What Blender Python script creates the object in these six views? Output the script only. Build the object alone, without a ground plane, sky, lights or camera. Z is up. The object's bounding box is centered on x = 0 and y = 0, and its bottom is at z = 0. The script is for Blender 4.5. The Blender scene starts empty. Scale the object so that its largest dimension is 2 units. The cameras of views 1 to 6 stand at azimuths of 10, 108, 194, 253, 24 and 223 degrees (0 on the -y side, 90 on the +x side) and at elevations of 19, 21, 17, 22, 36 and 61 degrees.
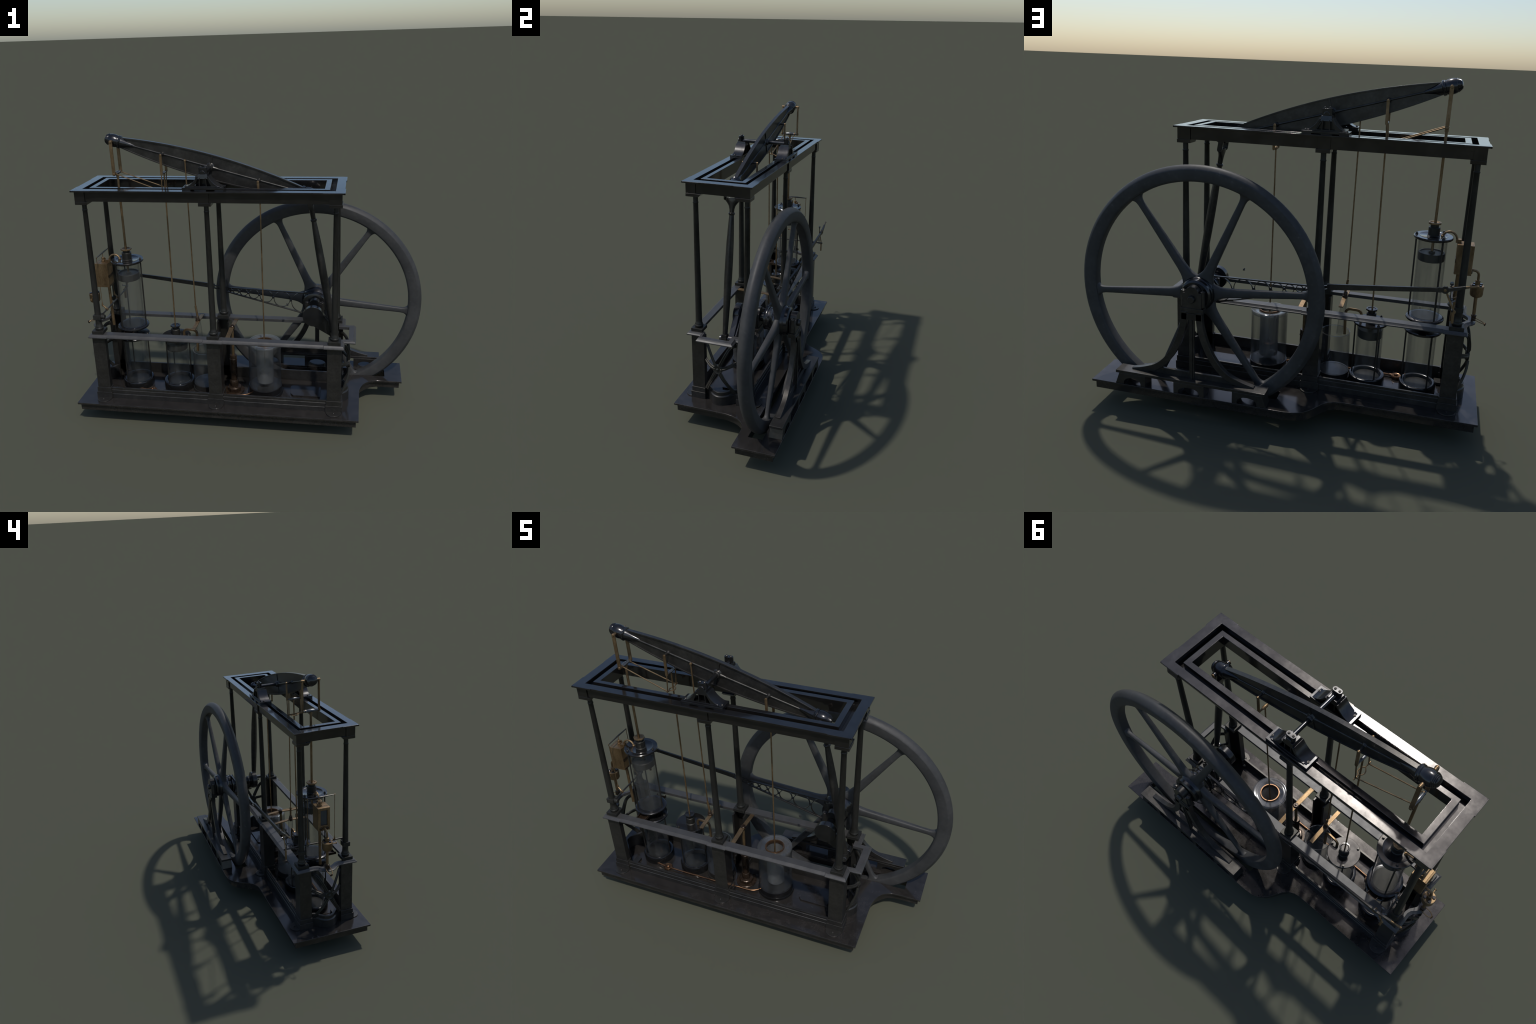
# Table-top beam steam engine: cast-iron bed, six columns, entablature, rocking
# beam, flywheel, glass cylinders and brass valve gear.  All sizes in metres.
import bpy, bmesh, math, random
from math import sin, cos, pi, radians
from mathutils import Vector, Matrix

random.seed(7)
V = Vector
XC, YC = -0.1745, -0.0945      # centre of the frame (columns, rails, entablature)
YB = -0.084                    # centre line of the beam and the cylinders
ZB = 0.135                     # top of the bed plate

# ------------------------------------------------------------------ materials
def nodes(name):
    m = bpy.data.materials.new(name)
    m.use_nodes = True
    nt = m.node_tree
    for n in list(nt.nodes):
        nt.nodes.remove(n)
    out = nt.nodes.new('ShaderNodeOutputMaterial')
    return m, nt, out

def metal(name, dark, mid, light, rough=(0.3, 0.5), metallic=0.0, scale=14.0,
          spec=0.5, bump=0.05, streak=(1, 1, 1), fleck=0.0, coat=0.0, edge=None):
    m, nt, out = nodes(name)
    N, L = nt.nodes.new, nt.links.new
    tc = N('ShaderNodeTexCoord')
    mp = N('ShaderNodeMapping'); mp.inputs['Scale'].default_value = streak
    L(tc.outputs['Object'], mp.inputs['Vector'])
    n1 = N('ShaderNodeTexNoise'); n1.inputs['Scale'].default_value = scale
    n1.inputs['Detail'].default_value = 8; n1.inputs['Roughness'].default_value = 0.62
    n2 = N('ShaderNodeTexNoise'); n2.inputs['Scale'].default_value = scale * 6.5
    n2.inputs['Detail'].default_value = 6
    n3 = N('ShaderNodeTexNoise'); n3.inputs['Scale'].default_value = scale * 22
    n3.inputs['Detail'].default_value = 4
    for n in (n1, n2, n3):
        L(mp.outputs['Vector'], n.inputs['Vector'])
    mix = N('ShaderNodeMix'); mix.data_type = 'FLOAT'; mix.inputs[0].default_value = 0.35
    L(n1.outputs['Fac'], mix.inputs[2]); L(n2.outputs['Fac'], mix.inputs[3])
    cr = N('ShaderNodeValToRGB'); e = cr.color_ramp.elements
    e[0].position, e[0].color = 0.33, (*dark, 1)
    e[1].position, e[1].color = 0.68, (*light, 1)
    k = cr.color_ramp.elements.new(0.5); k.color = (*mid, 1)
    L(mix.outputs[0], cr.inputs['Fac'])
    col = cr.outputs['Color']
    if edge:                                   # worn, lighter arrises
        ge = N('ShaderNodeNewGeometry')
        er = N('ShaderNodeValToRGB'); er.color_ramp.elements[0].position = 0.54
        er.color_ramp.elements[1].position = 0.66
        L(ge.outputs['Pointiness'], er.inputs['Fac'])
        ml = N('ShaderNodeMath'); ml.operation = 'MULTIPLY'; ml.use_clamp = True
        L(er.outputs['Color'], ml.inputs[0]); L(n2.outputs['Fac'], ml.inputs[1])
        em = N('ShaderNodeMix'); em.data_type = 'RGBA'
        L(ml.outputs[0], em.inputs[0]); L(col, em.inputs[6])
        em.inputs[7].default_value = (*edge, 1)
        col = em.outputs[2]
    if fleck:                                  # little pale scuffs
        fr = N('ShaderNodeValToRGB'); fr.color_ramp.elements[0].position = 0.66
        fr.color_ramp.elements[1].position = 0.76
        L(n2.outputs['Fac'], fr.inputs['Fac'])
        fm = N('ShaderNodeMath'); fm.operation = 'MULTIPLY'; fm.inputs[1].default_value = fleck
        L(fr.outputs['Color'], fm.inputs[0])
        f2 = N('ShaderNodeMix'); f2.data_type = 'RGBA'
        L(fm.outputs[0], f2.inputs[0]); L(col, f2.inputs[6])
        f2.inputs[7].default_value = (*(min(1, c * 2.2 + 0.02) for c in light), 1)
        col = f2.outputs[2]
    b = N('ShaderNodeBsdfPrincipled')
    L(col, b.inputs['Base Color'])
    b.inputs['Metallic'].default_value = metallic
    b.inputs['Specular IOR Level'].default_value = spec
    b.inputs['Coat Weight'].default_value = coat
    b.inputs['Coat Roughness'].default_value = 0.08
    rr = N('ShaderNodeMapRange')
    rr.inputs['From Min'].default_value = 0.3; rr.inputs['From Max'].default_value = 0.7
    rr.inputs['To Min'].default_value, rr.inputs['To Max'].default_value = rough
    L(n1.outputs['Fac'], rr.inputs['Value']); L(rr.outputs[0], b.inputs['Roughness'])
    if bump:
        bp = N('ShaderNodeBump'); bp.inputs['Strength'].default_value = bump
        bp.inputs['Distance'].default_value = 0.002
        L(n3.outputs['Fac'], bp.inputs['Height']); L(bp.outputs[0], b.inputs['Normal'])
    L(b.outputs[0], out.inputs['Surface'])
    return m

def glass(name, haze=0.06, edge=0.35, body=0.10, rough=0.12, streak=(30, 30, 2.2), glint=0.022):
    """thin smoky glass: clear in the middle, greyer and glossy towards the edges, with wiped smears"""
    m, nt, out = nodes(name)
    N, L = nt.nodes.new, nt.links.new
    tr = N('ShaderNodeBsdfTransparent'); tr.inputs['Color'].default_value = (0.985, 0.985, 0.98, 1)
    gl = N('ShaderNodeBsdfPrincipled')
    gl.inputs['Base Color'].default_value = (body, body * 1.02, body * 1.03, 1)
    gl.inputs['Roughness'].default_value = rough
    gl.inputs['Specular IOR Level'].default_value = 0.8
    tc = N('ShaderNodeTexCoord'); mp = N('ShaderNodeMapping')
    mp.inputs['Scale'].default_value = streak
    L(tc.outputs['Object'], mp.inputs['Vector'])
    nz = N('ShaderNodeTexNoise'); nz.inputs['Scale'].default_value = 1.0
    nz.inputs['Detail'].default_value = 1.5; L(mp.outputs[0], nz.inputs['Vector'])
    lw = N('ShaderNodeLayerWeight'); lw.inputs['Blend'].default_value = 0.5
    pw = N('ShaderNodeMath'); pw.operation = 'POWER'; pw.inputs[1].default_value = 3.0
    L(lw.outputs['Facing'], pw.inputs[0])
    sc = N('ShaderNodeMath'); sc.operation = 'MULTIPLY'; sc.inputs[1].default_value = edge
    L(pw.outputs[0], sc.inputs[0])
    rg = N('ShaderNodeMapRange'); rg.inputs['From Min'].default_value = 0.40
    rg.inputs['From Max'].default_value = 0.66
    rg.inputs['To Min'].default_value = haze * 0.45; rg.inputs['To Max'].default_value = haze * 2.0
    L(nz.outputs['Fac'], rg.inputs['Value'])
    ad = N('ShaderNodeMath'); ad.operation = 'ADD'; ad.use_clamp = True
    L(sc.outputs[0], ad.inputs[0]); L(rg.outputs[0], ad.inputs[1])
    mx = N('ShaderNodeMixShader')
    L(ad.outputs[0], mx.inputs[0]); L(tr.outputs[0], mx.inputs[1]); L(gl.outputs[0], mx.inputs[2])
    gs = N('ShaderNodeBsdfGlossy'); gs.inputs['Roughness'].default_value = rough
    gs.inputs['Color'].default_value = (0.9, 0.92, 0.95, 1)
    p4 = N('ShaderNodeMath'); p4.operation = 'POWER'; p4.inputs[1].default_value = 5.0
    L(lw.outputs['Facing'], p4.inputs[0])
    gf = N('ShaderNodeMapRange'); gf.inputs['To Min'].default_value = glint
    gf.inputs['To Max'].default_value = glint * 6
    L(p4.outputs[0], gf.inputs['Value'])
    m2 = N('ShaderNodeMixShader')
    L(gf.outputs[0], m2.inputs[0]); L(mx.outputs[0], m2.inputs[1]); L(gs.outputs[0], m2.inputs[2])
    L(m2.outputs[0], out.inputs['Surface'])
    return m

IRON = metal('black_cast_iron', (0.040, 0.0385, 0.036), (0.056, 0.053, 0.049), (0.078, 0.073, 0.067),
             rough=(0.28, 0.42), metallic=0.72, spec=0.4, fleck=0.12, bump=0.01, coat=0.15)
SMOOTH = metal('polished_black_iron', (0.042, 0.042, 0.044), (0.056, 0.056, 0.058), (0.072, 0.071, 0.070),
               rough=(0.17, 0.26), metallic=0.85, spec=0.5, bump=0)
DULL = metal('dull_column_iron', (0.026, 0.0255, 0.0225), (0.038, 0.037, 0.033), (0.055, 0.053, 0.048),
             rough=(0.36, 0.5), metallic=0.6, spec=0.3, scale=20, streak=(1, 1, 0.35), bump=0.01)
WHEEL = metal('grey_flywheel_iron', (0.030, 0.030, 0.0300), (0.040, 0.040, 0.0400), (0.056, 0.055, 0.0535),
              rough=(0.48, 0.62), spec=0.36, scale=9, bump=0.02, fleck=0.25)
RAIL = metal('worn_grey_rail_iron', (0.034, 0.033, 0.0325), (0.045, 0.0435, 0.0425), (0.058, 0.056, 0.054),
             rough=(0.34, 0.48), spec=0.45, scale=18, bump=0.02)
FLOOR = metal('brown_black_bed_iron', (0.034, 0.0310, 0.0290), (0.0475, 0.0432, 0.0402), (0.067, 0.0605, 0.056),
              rough=(0.13, 0.20), metallic=0.58, spec=0.45, fleck=0.12, bump=0.004, coat=0.25)
FRAME = metal('frame_top_iron', (0.042, 0.0395, 0.0385), (0.054, 0.051, 0.0495), (0.072, 0.068, 0.0655),
              rough=(0.135, 0.205), metallic=0.85, spec=0.45, scale=11, bump=0, coat=0.5)
LID = metal('dark_lid_iron', (0.042, 0.040, 0.0385), (0.054, 0.0515, 0.0495), (0.070, 0.0665, 0.064),
            rough=(0.15, 0.22), metallic=0.8, spec=0.45, scale=11, bump=0, coat=0.3)
PISTON = metal('dark_piston', (0.020, 0.019, 0.017), (0.028, 0.027, 0.024), (0.038, 0.036, 0.033),  # base colour darkened to show the dimming by the glass in front
               rough=(0.35, 0.5), spec=0.3, bump=0)
BRASS = metal('aged_brass', (0.125, 0.081, 0.042), (0.22, 0.147, 0.077), (0.32, 0.220, 0.122),
              rough=(0.38, 0.54), metallic=0.8, scale=26, streak=(1, 1, 0.4))
COPPER = metal('tarnished_copper', (0.09, 0.050, 0.028), (0.17, 0.096, 0.054), (0.28, 0.165, 0.09),
               rough=(0.25, 0.42), metallic=0.85, scale=24)
BRONZE = metal('dark_bronze', (0.020, 0.0135, 0.0095), (0.040, 0.026, 0.017), (0.072, 0.047, 0.030),
               rough=(0.2, 0.36), metallic=0.5, scale=24)
STEEL = metal('pale_steel', (0.09, 0.09, 0.09), (0.14, 0.14, 0.14), (0.21, 0.21, 0.21),
              rough=(0.2, 0.35), metallic=0.8, scale=24)
PANE = metal('grey_window_pane', (0.03, 0.034, 0.036), (0.04, 0.044, 0.047), (0.05, 0.054, 0.058),
             rough=(0.35, 0.45), bump=0)
GLASS = glass('smeared_clear_glass', 0.085, 0.45, body=0.105)
MILKY = glass('cloudy_jar_glass', 0.13, 0.55, body=0.085, streak=(18, 18, 2.5))
BRIGHT = glass('lightened_glass_rim', 0.20, 0.6, body=0.15, rough=0.10, streak=(6, 6, 6), glint=0.05)  # paler, hazier body paints in the bright highlight along the jar rims
INNER = glass('inner_jar_glass', 0.30, 0.30, body=0.21, rough=0.12, streak=(10, 10, 2.5), glint=0.05)

# ------------------------------------------------------------------ mesh tools
def frame_axes(d):
    d = V(d).normalized()
    a = V((0, 0, 1)) if abs(d.z) < 0.9 else V((1, 0, 0))
    u = d.cross(a).normalized()
    return d, u, d.cross(u).normalized()

def loops(bm, rings, closed=True, cap0=True, cap1=True, wrap=False):
    """skin a list of equally long loops of points"""
    vs = [[bm.verts.new(p) for p in r] for r in rings]
    n = len(vs[0]); pairs = list(zip(vs, vs[1:]))
    if wrap:
        pairs.append((vs[-1], vs[0]))
    for a, b in pairs:
        for i in range(n if closed else n - 1):
            j = (i + 1) % n
            bm.faces.new((a[i], a[j], b[j], b[i]))
    if not wrap and closed:
        if cap0: bm.faces.new(vs[0][::-1])
        if cap1: bm.faces.new(vs[-1])
    return vs

def box(bm, x0, x1, y0, y1, z0, z1):
    r = lambda z: [(x0, y0, z), (x1, y0, z), (x1, y1, z), (x0, y1, z)]
    loops(bm, [r(z0), r(z1)])

def frustum(bm, b0, b1, z0, z1):
    """b = (x0,x1,y0,y1) at bottom and top"""
    r = lambda b, z: [(b[0], b[2], z), (b[1], b[2], z), (b[1], b[3], z), (b[0], b[3], z)]
    loops(bm, [r(b0, z0), r(b1, z1)])

def rect_ring(bm, o, i, z0, z1):
    """flat frame between rectangles o and i = (x0,x1,y0,y1)"""
    c = lambda b, z: [(b[0], b[2], z), (b[1], b[2], z), (b[1], b[3], z), (b[0], b[3], z)]
    loops(bm, [c(o, z0), c(o, z1), c(i, z1), c(i, z0)], wrap=True)

def lathe(bm, prof, org=(0, 0, 0), axis=(0, 0, 1), seg=32, phase=0.0, closed=False):
    """prof = [(radius, height)...] turned about an axis"""
    d, u, w = frame_axes(axis); o = V(org)
    def ring(r, h):
        return [o + d * h + (u * cos(phase + 2 * pi * k / seg) + w * sin(phase + 2 * pi * k / seg)) * r
                for k in range(seg)]
    rings = [[bm.verts.new(p) for p in ring(r, h)] if r > 1e-6 else [bm.verts.new(o + d * h)]
             for r, h in prof]
    prs = list(zip(rings, rings[1:])) + ([(rings[-1], rings[0])] if closed else [])
    for a, b in prs:
        for k in range(seg):
            j = (k + 1) % seg
            if len(a) == 1 and len(b) == 1: continue
            if len(a) == 1: bm.faces.new((a[0], b[j], b[k]))
            elif len(b) == 1: bm.faces.new((a[k], a[j], b[0]))
            else: bm.faces.new((a[k], a[j], b[j], b[k]))
    if not closed:
        if len(rings[0]) > 1: bm.faces.new(rings[0][::-1])
        if len(rings[-1]) > 1: bm.faces.new(rings[-1])

def rod(bm, a, b, r, seg=12, r2=None):
    a, b = V(a), V(b)
    lathe(bm, [(r, 0), (r if r2 is None else r2, (b - a).length)], a, b - a, seg)

def sweep(bm, pts, section, up=(0, 0, 1), cap=True, closed=False):
    """carry a section [(side,up)...] (or a function of 0..1 giving one) along a path"""
    pts = [V(p) for p in pts]; n = len(pts); rings = []; up = V(up); prev = None
    for i, p in enumerate(pts):
        a = pts[i - 1] if (i > 0 or closed) else pts[i]
        b = pts[(i + 1) % n] if (i < n - 1 or closed) else pts[i]
        t = (b - a).normalized()
        if prev is None or closed:
            s = t.cross(up)
            if s.length < 1e-4: s = t.cross(V((1, 0.2, 0)))
        else:
            s = prev - t * prev.dot(t)
        s.normalize(); prev = s
        w = s.cross(t).normalized()
        k = 1.0                                # keep width constant round mitred bends
        if 0 < i < n - 1 or closed:
            d1 = (p - a).normalized(); d2 = (b - p).normalized()
            k = 1 / max(0.5, cos(d1.angle(d2, 0) / 2))
        sec = section(i / (n - 1)) if callable(section) else section
        rings.append([p + s * (x * k) + w * y for x, y in sec])
    loops(bm, rings, cap0=cap, cap1=cap, wrap=closed)

def circ(r, seg=10, ry=None):
    ry = r if ry is None else ry
    return [(r * cos(2 * pi * k / seg), ry * sin(2 * pi * k / seg)) for k in range(seg)]

def tube(bm, pts, r, seg=10):
    f = r if callable(r) else (lambda t: r)
    sweep(bm, pts, lambda t: circ(f(t), seg))

def prism(bm, outline, lo, hi, plane='xy'):
    """extrude a closed outline; plane 'xy' along z, 'xz' along y, 'yz' along x"""
    m = {'xy': lambda a, b, c: (a, b, c), 'xz': lambda a, b, c: (a, c, b), 'yz': lambda a, b, c: (c, a, b)}[plane]
    loops(bm, [[m(a, b, lo) for a, b in outline], [m(a, b, hi) for a, b in outline]])

def spline(pts, per=6):
    """Catmull-Rom through control points"""
    P = [V(p) for p in pts]; P = [P[0] * 2 - P[1]] + P + [P[-1] * 2 - P[-2]]; out = []
    for i in range(1, len(P) - 2):
        for k in range(per):
            t = k / per
            a, b, c, d = P[i - 1:i + 3]
            out.append(0.5 * ((2 * b) + (c - a) * t + (2 * a - 5 * b + 4 * c - d) * t * t
                              + (3 * b - a - 3 * c + d) * t ** 3))
    return out + [P[-2]]

def hexnut(bm, c, r, h, axis=(0, 0, 1), seg=6, dome=True):
    p = [(r, 0), (r, h * 0.8), (r * 0.85, h)]
    lathe(bm, p, c, axis, seg)
    if dome:
        lathe(bm, [(r * 0.5, h), (r * 0.5, h * 1.5), (r * 0.3, h * 1.7)], c, axis, 8)

ROOT = bpy.data.objects.new('beam_engine', None)
bpy.context.scene.collection.objects.link(ROOT)
ROOT['label'] = 'dark iron beam steam engine with flywheel, glass cylinders, brass rods'
ROOT['category'] = 'steam engine'

def part(name, bm, mat, parent=None, bevel=0.0, angle=35, kind=None, seg=2):
    bmesh.ops.recalc_face_normals(bm, faces=bm.faces)
    for f in bm.faces: f.smooth = True
    for e in bm.edges:
        if len(e.link_faces) == 2 and e.calc_face_angle(0) > radians(angle): e.smooth = False
    me = bpy.data.meshes.new(name); bm.to_mesh(me); bm.free()
    me.materials.append(mat)
    ob = bpy.data.objects.new(name, me)
    bpy.context.scene.collection.objects.link(ob)
    ob.parent = parent or ROOT
    if bevel:
        md = ob.modifiers.new('rounded_edges', 'BEVEL'); md.width = bevel; md.segments = seg
        md.limit_method = 'ANGLE'; md.angle_limit = radians(angle); md.harden_normals = True
    if kind: ob['kind'] = kind
    return ob

def again(ob, loc=(0, 0, 0), scale=(1, 1, 1), rot=(0, 0, 0)):
    o = ob.copy(); o.location = loc; o.scale = scale; o.rotation_euler = rot
    bpy.context.scene.collection.objects.link(o)
    return o

B = bmesh.new

# ------------------------------------------------------------------ bed plate
def bed_outline(inset):
    """plan of the bed: long rectangle with a side wing for the flywheel"""
    i = inset
    concave = [(0.647 - i, -0.06), (0.648 - i, -0.02), (0.656 - i * .9, 0.020), (0.670 - i * .8, 0.054),
               (0.690 - i * .6, 0.080), (0.716 - i * .4, 0.097 + i * .7), (0.748, 0.106 + i), (0.79, 0.1075 + i)]
    ogee = [(-0.10, 0.343 - i), (-0.150, 0.337 - i), (-0.183, 0.324 - i), (-0.210, 0.303 - i * .9),
            (-0.232, 0.274 - i * .8), (-0.250, 0.245 - i * .8), (-0.268, 0.214 - i * .8),
            (-0.292, 0.189 - i * .9), (-0.325, 0.173 - i), (-0.36, 0.168 - i)]
    return ([(-1.0 + i, -0.341 + i), (0.647 - i, -0.341 + i)] + concave +
            [(0.903 - i, 0.108 + i), (0.903 - i, 0.343 - i)] + ogee + [(-1.0 + i, 0.168 - i)])

SLOT = (-0.045, 0.800, 0.163, 0.242)
def bed_layer(bm, inset, z0, z1):
    """outline with the wheel pit bridged into it"""
    o = bed_outline(inset); x0, x1, y0, y1 = SLOT
    k = next(j for j, p in enumerate(o) if abs(p[1] - (0.108 + inset)) < 1e-6 and p[0] > 0.85)
    hole = [(x1, y0), (x0, y0), (x0, y1), (x1, y1)]
    vs = {}
    def ringverts(z):
        return [bm.verts.new((a, b, z)) for a, b in o], [bm.verts.new((a, b, z)) for a, b in hole]
    b_o, b_h = ringverts(z0); t_o, t_h = ringverts(z1)
    n = len(o)
    for i in range(n):
        bm.faces.new((b_o[i], b_o[(i + 1) % n], t_o[(i + 1) % n], t_o[i]))
    for i in range(4):
        bm.faces.new((b_h[i], b_h[(i + 1) % 4], t_h[(i + 1) % 4], t_h[i]))
    for oo, hh in ((b_o, b_h), (t_o, t_h)):
        # two pieces: right of / below the pit, and above / left of it
        far = k + 1                                          # wing corner (x max, y max)
        bm.faces.new([oo[k], oo[far], hh[3], hh[0]])
        bm.faces.new([oo[j] for j in range(far, far + 2)] + [hh[2], hh[3]])
        bm.faces.new([oo[j] for j in range(far + 1, n)] + [oo[j] for j in range(0, k + 1)] + [hh[0], hh[1], hh[2]])

bm = B(); bed_layer(bm, 0.0, 0.1235, ZB)
bed = part('bed_plate', bm, FLOOR, bevel=0.0014)
bm = B(); bed_layer(bm, 0.0145, 0.083, 0.1232)
part('bed_skirt', bm, FLOOR, bed, bevel=0.0012)

PX = (-0.8535, -0.1735, 0.506)                       # pier and column stations
YF, YR = -0.2350, 0.0500                              # front and rear column rows
PW = 0.039                                           # half width of a pier

# floor tray, pads and pit plates
bm = B(); box(bm, -0.80, 0.46, -0.232, 0.043, ZB, 0.1385)
tray = part('floor_tray', bm, FLOOR, bed, bevel=0.001)
bm = B()
prism(bm, [(0.262, -0.135), (0.42, -0.135), (0.42, -0.02), (0.25, -0.02), (0.238, -0.04), (0.245, -0.115)], 0.1385, 0.1475)
part('crank_pad', bm, FLOOR, tray, bevel=0.001)
bm = B(); box(bm, -0.82, -0.785, -0.215, -0.165, 0.1385, 0.152)
box(bm, -0.82, -0.80, -0.03, 0.03, 0.1385, 0.165)
part('floor_block', bm, IRON, tray, bevel=0.001)

# ------------------------------------------------------------------ kerbs and bowed end skirts
KERB = [(0.0, 0.0), (0.0, 0.027), (-0.0025, 0.0285), (-0.0025, 0.052), (-0.005, 0.0535), (-0.005, 0.067),
        (-0.015, 0.067), (-0.017, 0.0)]
def kerb_run(bm, x0, x1, sgn):
    y0 = YC + sgn * 0.1705
    f = lambda x: [(x, y0 + sgn * a, ZB + b) for a, b in KERB]
    loops(bm, [f(x0), f(x1)])
for sgn in (-1, 1):
    bm = B()
    for a, b in ((PX[0], PX[1]), (PX[1], PX[2])):
        kerb_run(bm, a + PW + 0.002, b - PW - 0.002, sgn)
    part('kerb', bm, IRON, bed, bevel=0.0006)

SKIRT = [(-0.022, 0.0), (0.002, 0.0), (0.002, 0.054), (-0.0015, 0.057), (-0.004, 0.060), (-0.004, 0.081), (-0.018, 0.081)]
for sx in (-1, 1):
    half = [(0.702, 0.092), (0.707, 0.078), (0.718, 0.064), (0.734, 0.050), (0.748, 0.033), (0.756, 0.016)]
    plan = [(XC + sx * a, YC + y, ZB) for a, y in half] + [(XC + sx * 0.7585, YC, ZB)] + \
           [(XC + sx * a, YC - y, ZB) for a, y in reversed(half)]
    plan = spline(plan, 3)
    bm = B()
    # section must open outwards: path runs +y -> -y, so 'side' is -x for that heading
    sec = [(a * (-1 if sx > 0 else 1), b) for a, b in SKIRT]
    sweep(bm, plan, sec)
    skirt = part('end_skirt', bm, IRON, bed, bevel=0.0012)

# ------------------------------------------------------------------ piers
def pier_plan(kind, e, y0=-0.030, y1=0.045):
    """plan of a hollow pier: a channel in the middle bays, an angle with a return lip at the corners"""
    t, w = 0.010, PW + e
    if kind == 'middle':
        return [(-w, y1), (-w, y0 - e), (w, y0 - e), (w, y1), (PW - t, y1), (PW - t, y0 + t), (-PW + t, y0 + t), (-PW + t, y1)]
    pl = [(-w, y0 - e), (w, y0 - e), (w, y1 + e * .4), (PW - 0.036, y1 + e * .4), (PW - 0.036, y1 - 0.008), (PW - t, y1 - 0.008),
          (PW - t, y0 + t), (-PW + 0.008, y0 + t), (-PW + 0.008, y0 + 0.032), (-w, y0 + 0.032)]
    return pl if kind == 'right' else [(-x, y) for x, y in reversed(pl)]
def pier_mesh(kind):
    """outer face towards -y, built about the column axis"""
    bm = B()
    prism(bm, pier_plan(kind, 0), ZB + 0.004, 0.5355)
    prism(bm, pier_plan(kind, 0.0085), ZB, 0.176); prism(bm, pier_plan(kind, 0.0045), 0.1758, 0.2055)
    n = 20                                               # rounded foot plate
    prism(bm, [(-0.0435, -0.02)] + [(-0.0435 * cos(pi * k / n), -0.042 - 0.043 * sin(pi * k / n)) for k in range(n + 1)]
          + [(0.0435, -0.02)], ZB, ZB + 0.006)
    return bm
bm = B(); hexnut(bm, (0, -0.058, ZB + 0.006), 0.0055, 0.004, seg=12)
bolt = None
for kind, spots in (('left', ((PX[0], YF, 0), (PX[2], YR, pi))), ('middle', ((PX[1], YF, 0), (PX[1], YR, pi))),
                    ('right', ((PX[2], YF, 0), (PX[0], YR, pi)))):
    first = part('pier', pier_mesh(kind), IRON, bevel=0.0012)
    for k, (x, y, r) in enumerate(spots):
        p = first if k == 0 else again(first)
        p.location = (x, y, 0); p.rotation_euler = (0, 0, r)
        if bolt is None: bolt = part('foot_bolt', bm, IRON, p)
        else: again(bolt).parent = p

# ------------------------------------------------------------------ waist rail
def rail_pairs():
    """(outer, inner) plan points of the rail ring, anticlockwise from the front-left corner"""
    P = []
    yo, yi = -0.2885, -0.229
    st = 0.0045                                          # mouldings step forward over each pier
    P.append(((-0.907, yo), (-0.872, yi)))
    for a, b in ((-0.795, 1), (-0.794, 0), (-0.231, 0), (-0.230, 1), (-0.117, 1), (-0.116, 0), (0.447, 0), (0.448, 1)):
        P.append(((a, yo + (0 if b else st)), (a, yi)))
    P.append(((0.560, yo), (0.524, yi)))
    P += [((0.560, -0.2068), (0.524, -0.190)), ((0.6205, -0.2068), (0.581, -0.1855)),
          ((0.6205, 0.0065), (0.581, -0.0285)), ((0.560, 0.0065), (0.522, -0.0275))]
    yo, yi = 0.1, 0.0365
    P.append(((0.560, yo), (0.522, yi)))
    for a, b in ((0.448, 1), (0.447, 0), (-0.116, 0), (-0.117, 1), (-0.230, 1), (-0.231, 0), (-0.794, 0), (-0.795, 1)):
        P.append(((a, yo - (0 if b else st)), (a, yi)))
    P.append(((-0.907, yo), (-0.872, yi)))
    for (ox, oy), (ix, iy) in ((( -0.905, 0.020), (-0.876, 0.013)), ((-0.904, -0.012), (-0.876, -0.018)),
                               ((-0.912, -0.033), (-0.882, -0.040)), ((-0.930, -0.050), (-0.895, -0.056)),
                               ((-0.942, -0.068), (-0.906, -0.073)), ((-0.946, -0.0945), (-0.909, -0.0945))):
        P.append(((ox, oy), (ix, iy)))
    for (ox, oy), (ix, iy) in (((-0.942, -0.121), (-0.906, -0.116)), ((-0.930, -0.139), (-0.895, -0.133)),
                               ((-0.912, -0.156), (-0.882, -0.149)), ((-0.904, -0.177), (-0.876, -0.171)),
                               ((-0.905, -0.209), (-0.876, -0.202))):
        P.append(((ox, oy), (ix, iy)))
    return P
bm = B()
pr = rail_pairs()
def toward(o, i, d):
    v = V((i[0] - o[0], i[1] - o[1])); l = v.length
    return (o[0] + v.x * min(1, d / l), o[1] + v.y * min(1, d / l))
rings = []
for d, z in ((0.006, 0.5355), (0.0, 0.5385), (0.0, 0.5435), (0.007, 0.5470), (0.0125, 0.5525), (0.015, 0.5550)):
    rings.append([(*toward(o, i, d), z) for o, i in pr])
rings.append([(*i, 0.5550) for o, i in pr]); rings.append([(*i, 0.5375) for o, i in pr])
loops(bm, rings, wrap=True)
rail = part('waist_rail', bm, RAIL, bevel=0.0009, angle=30)

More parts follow.
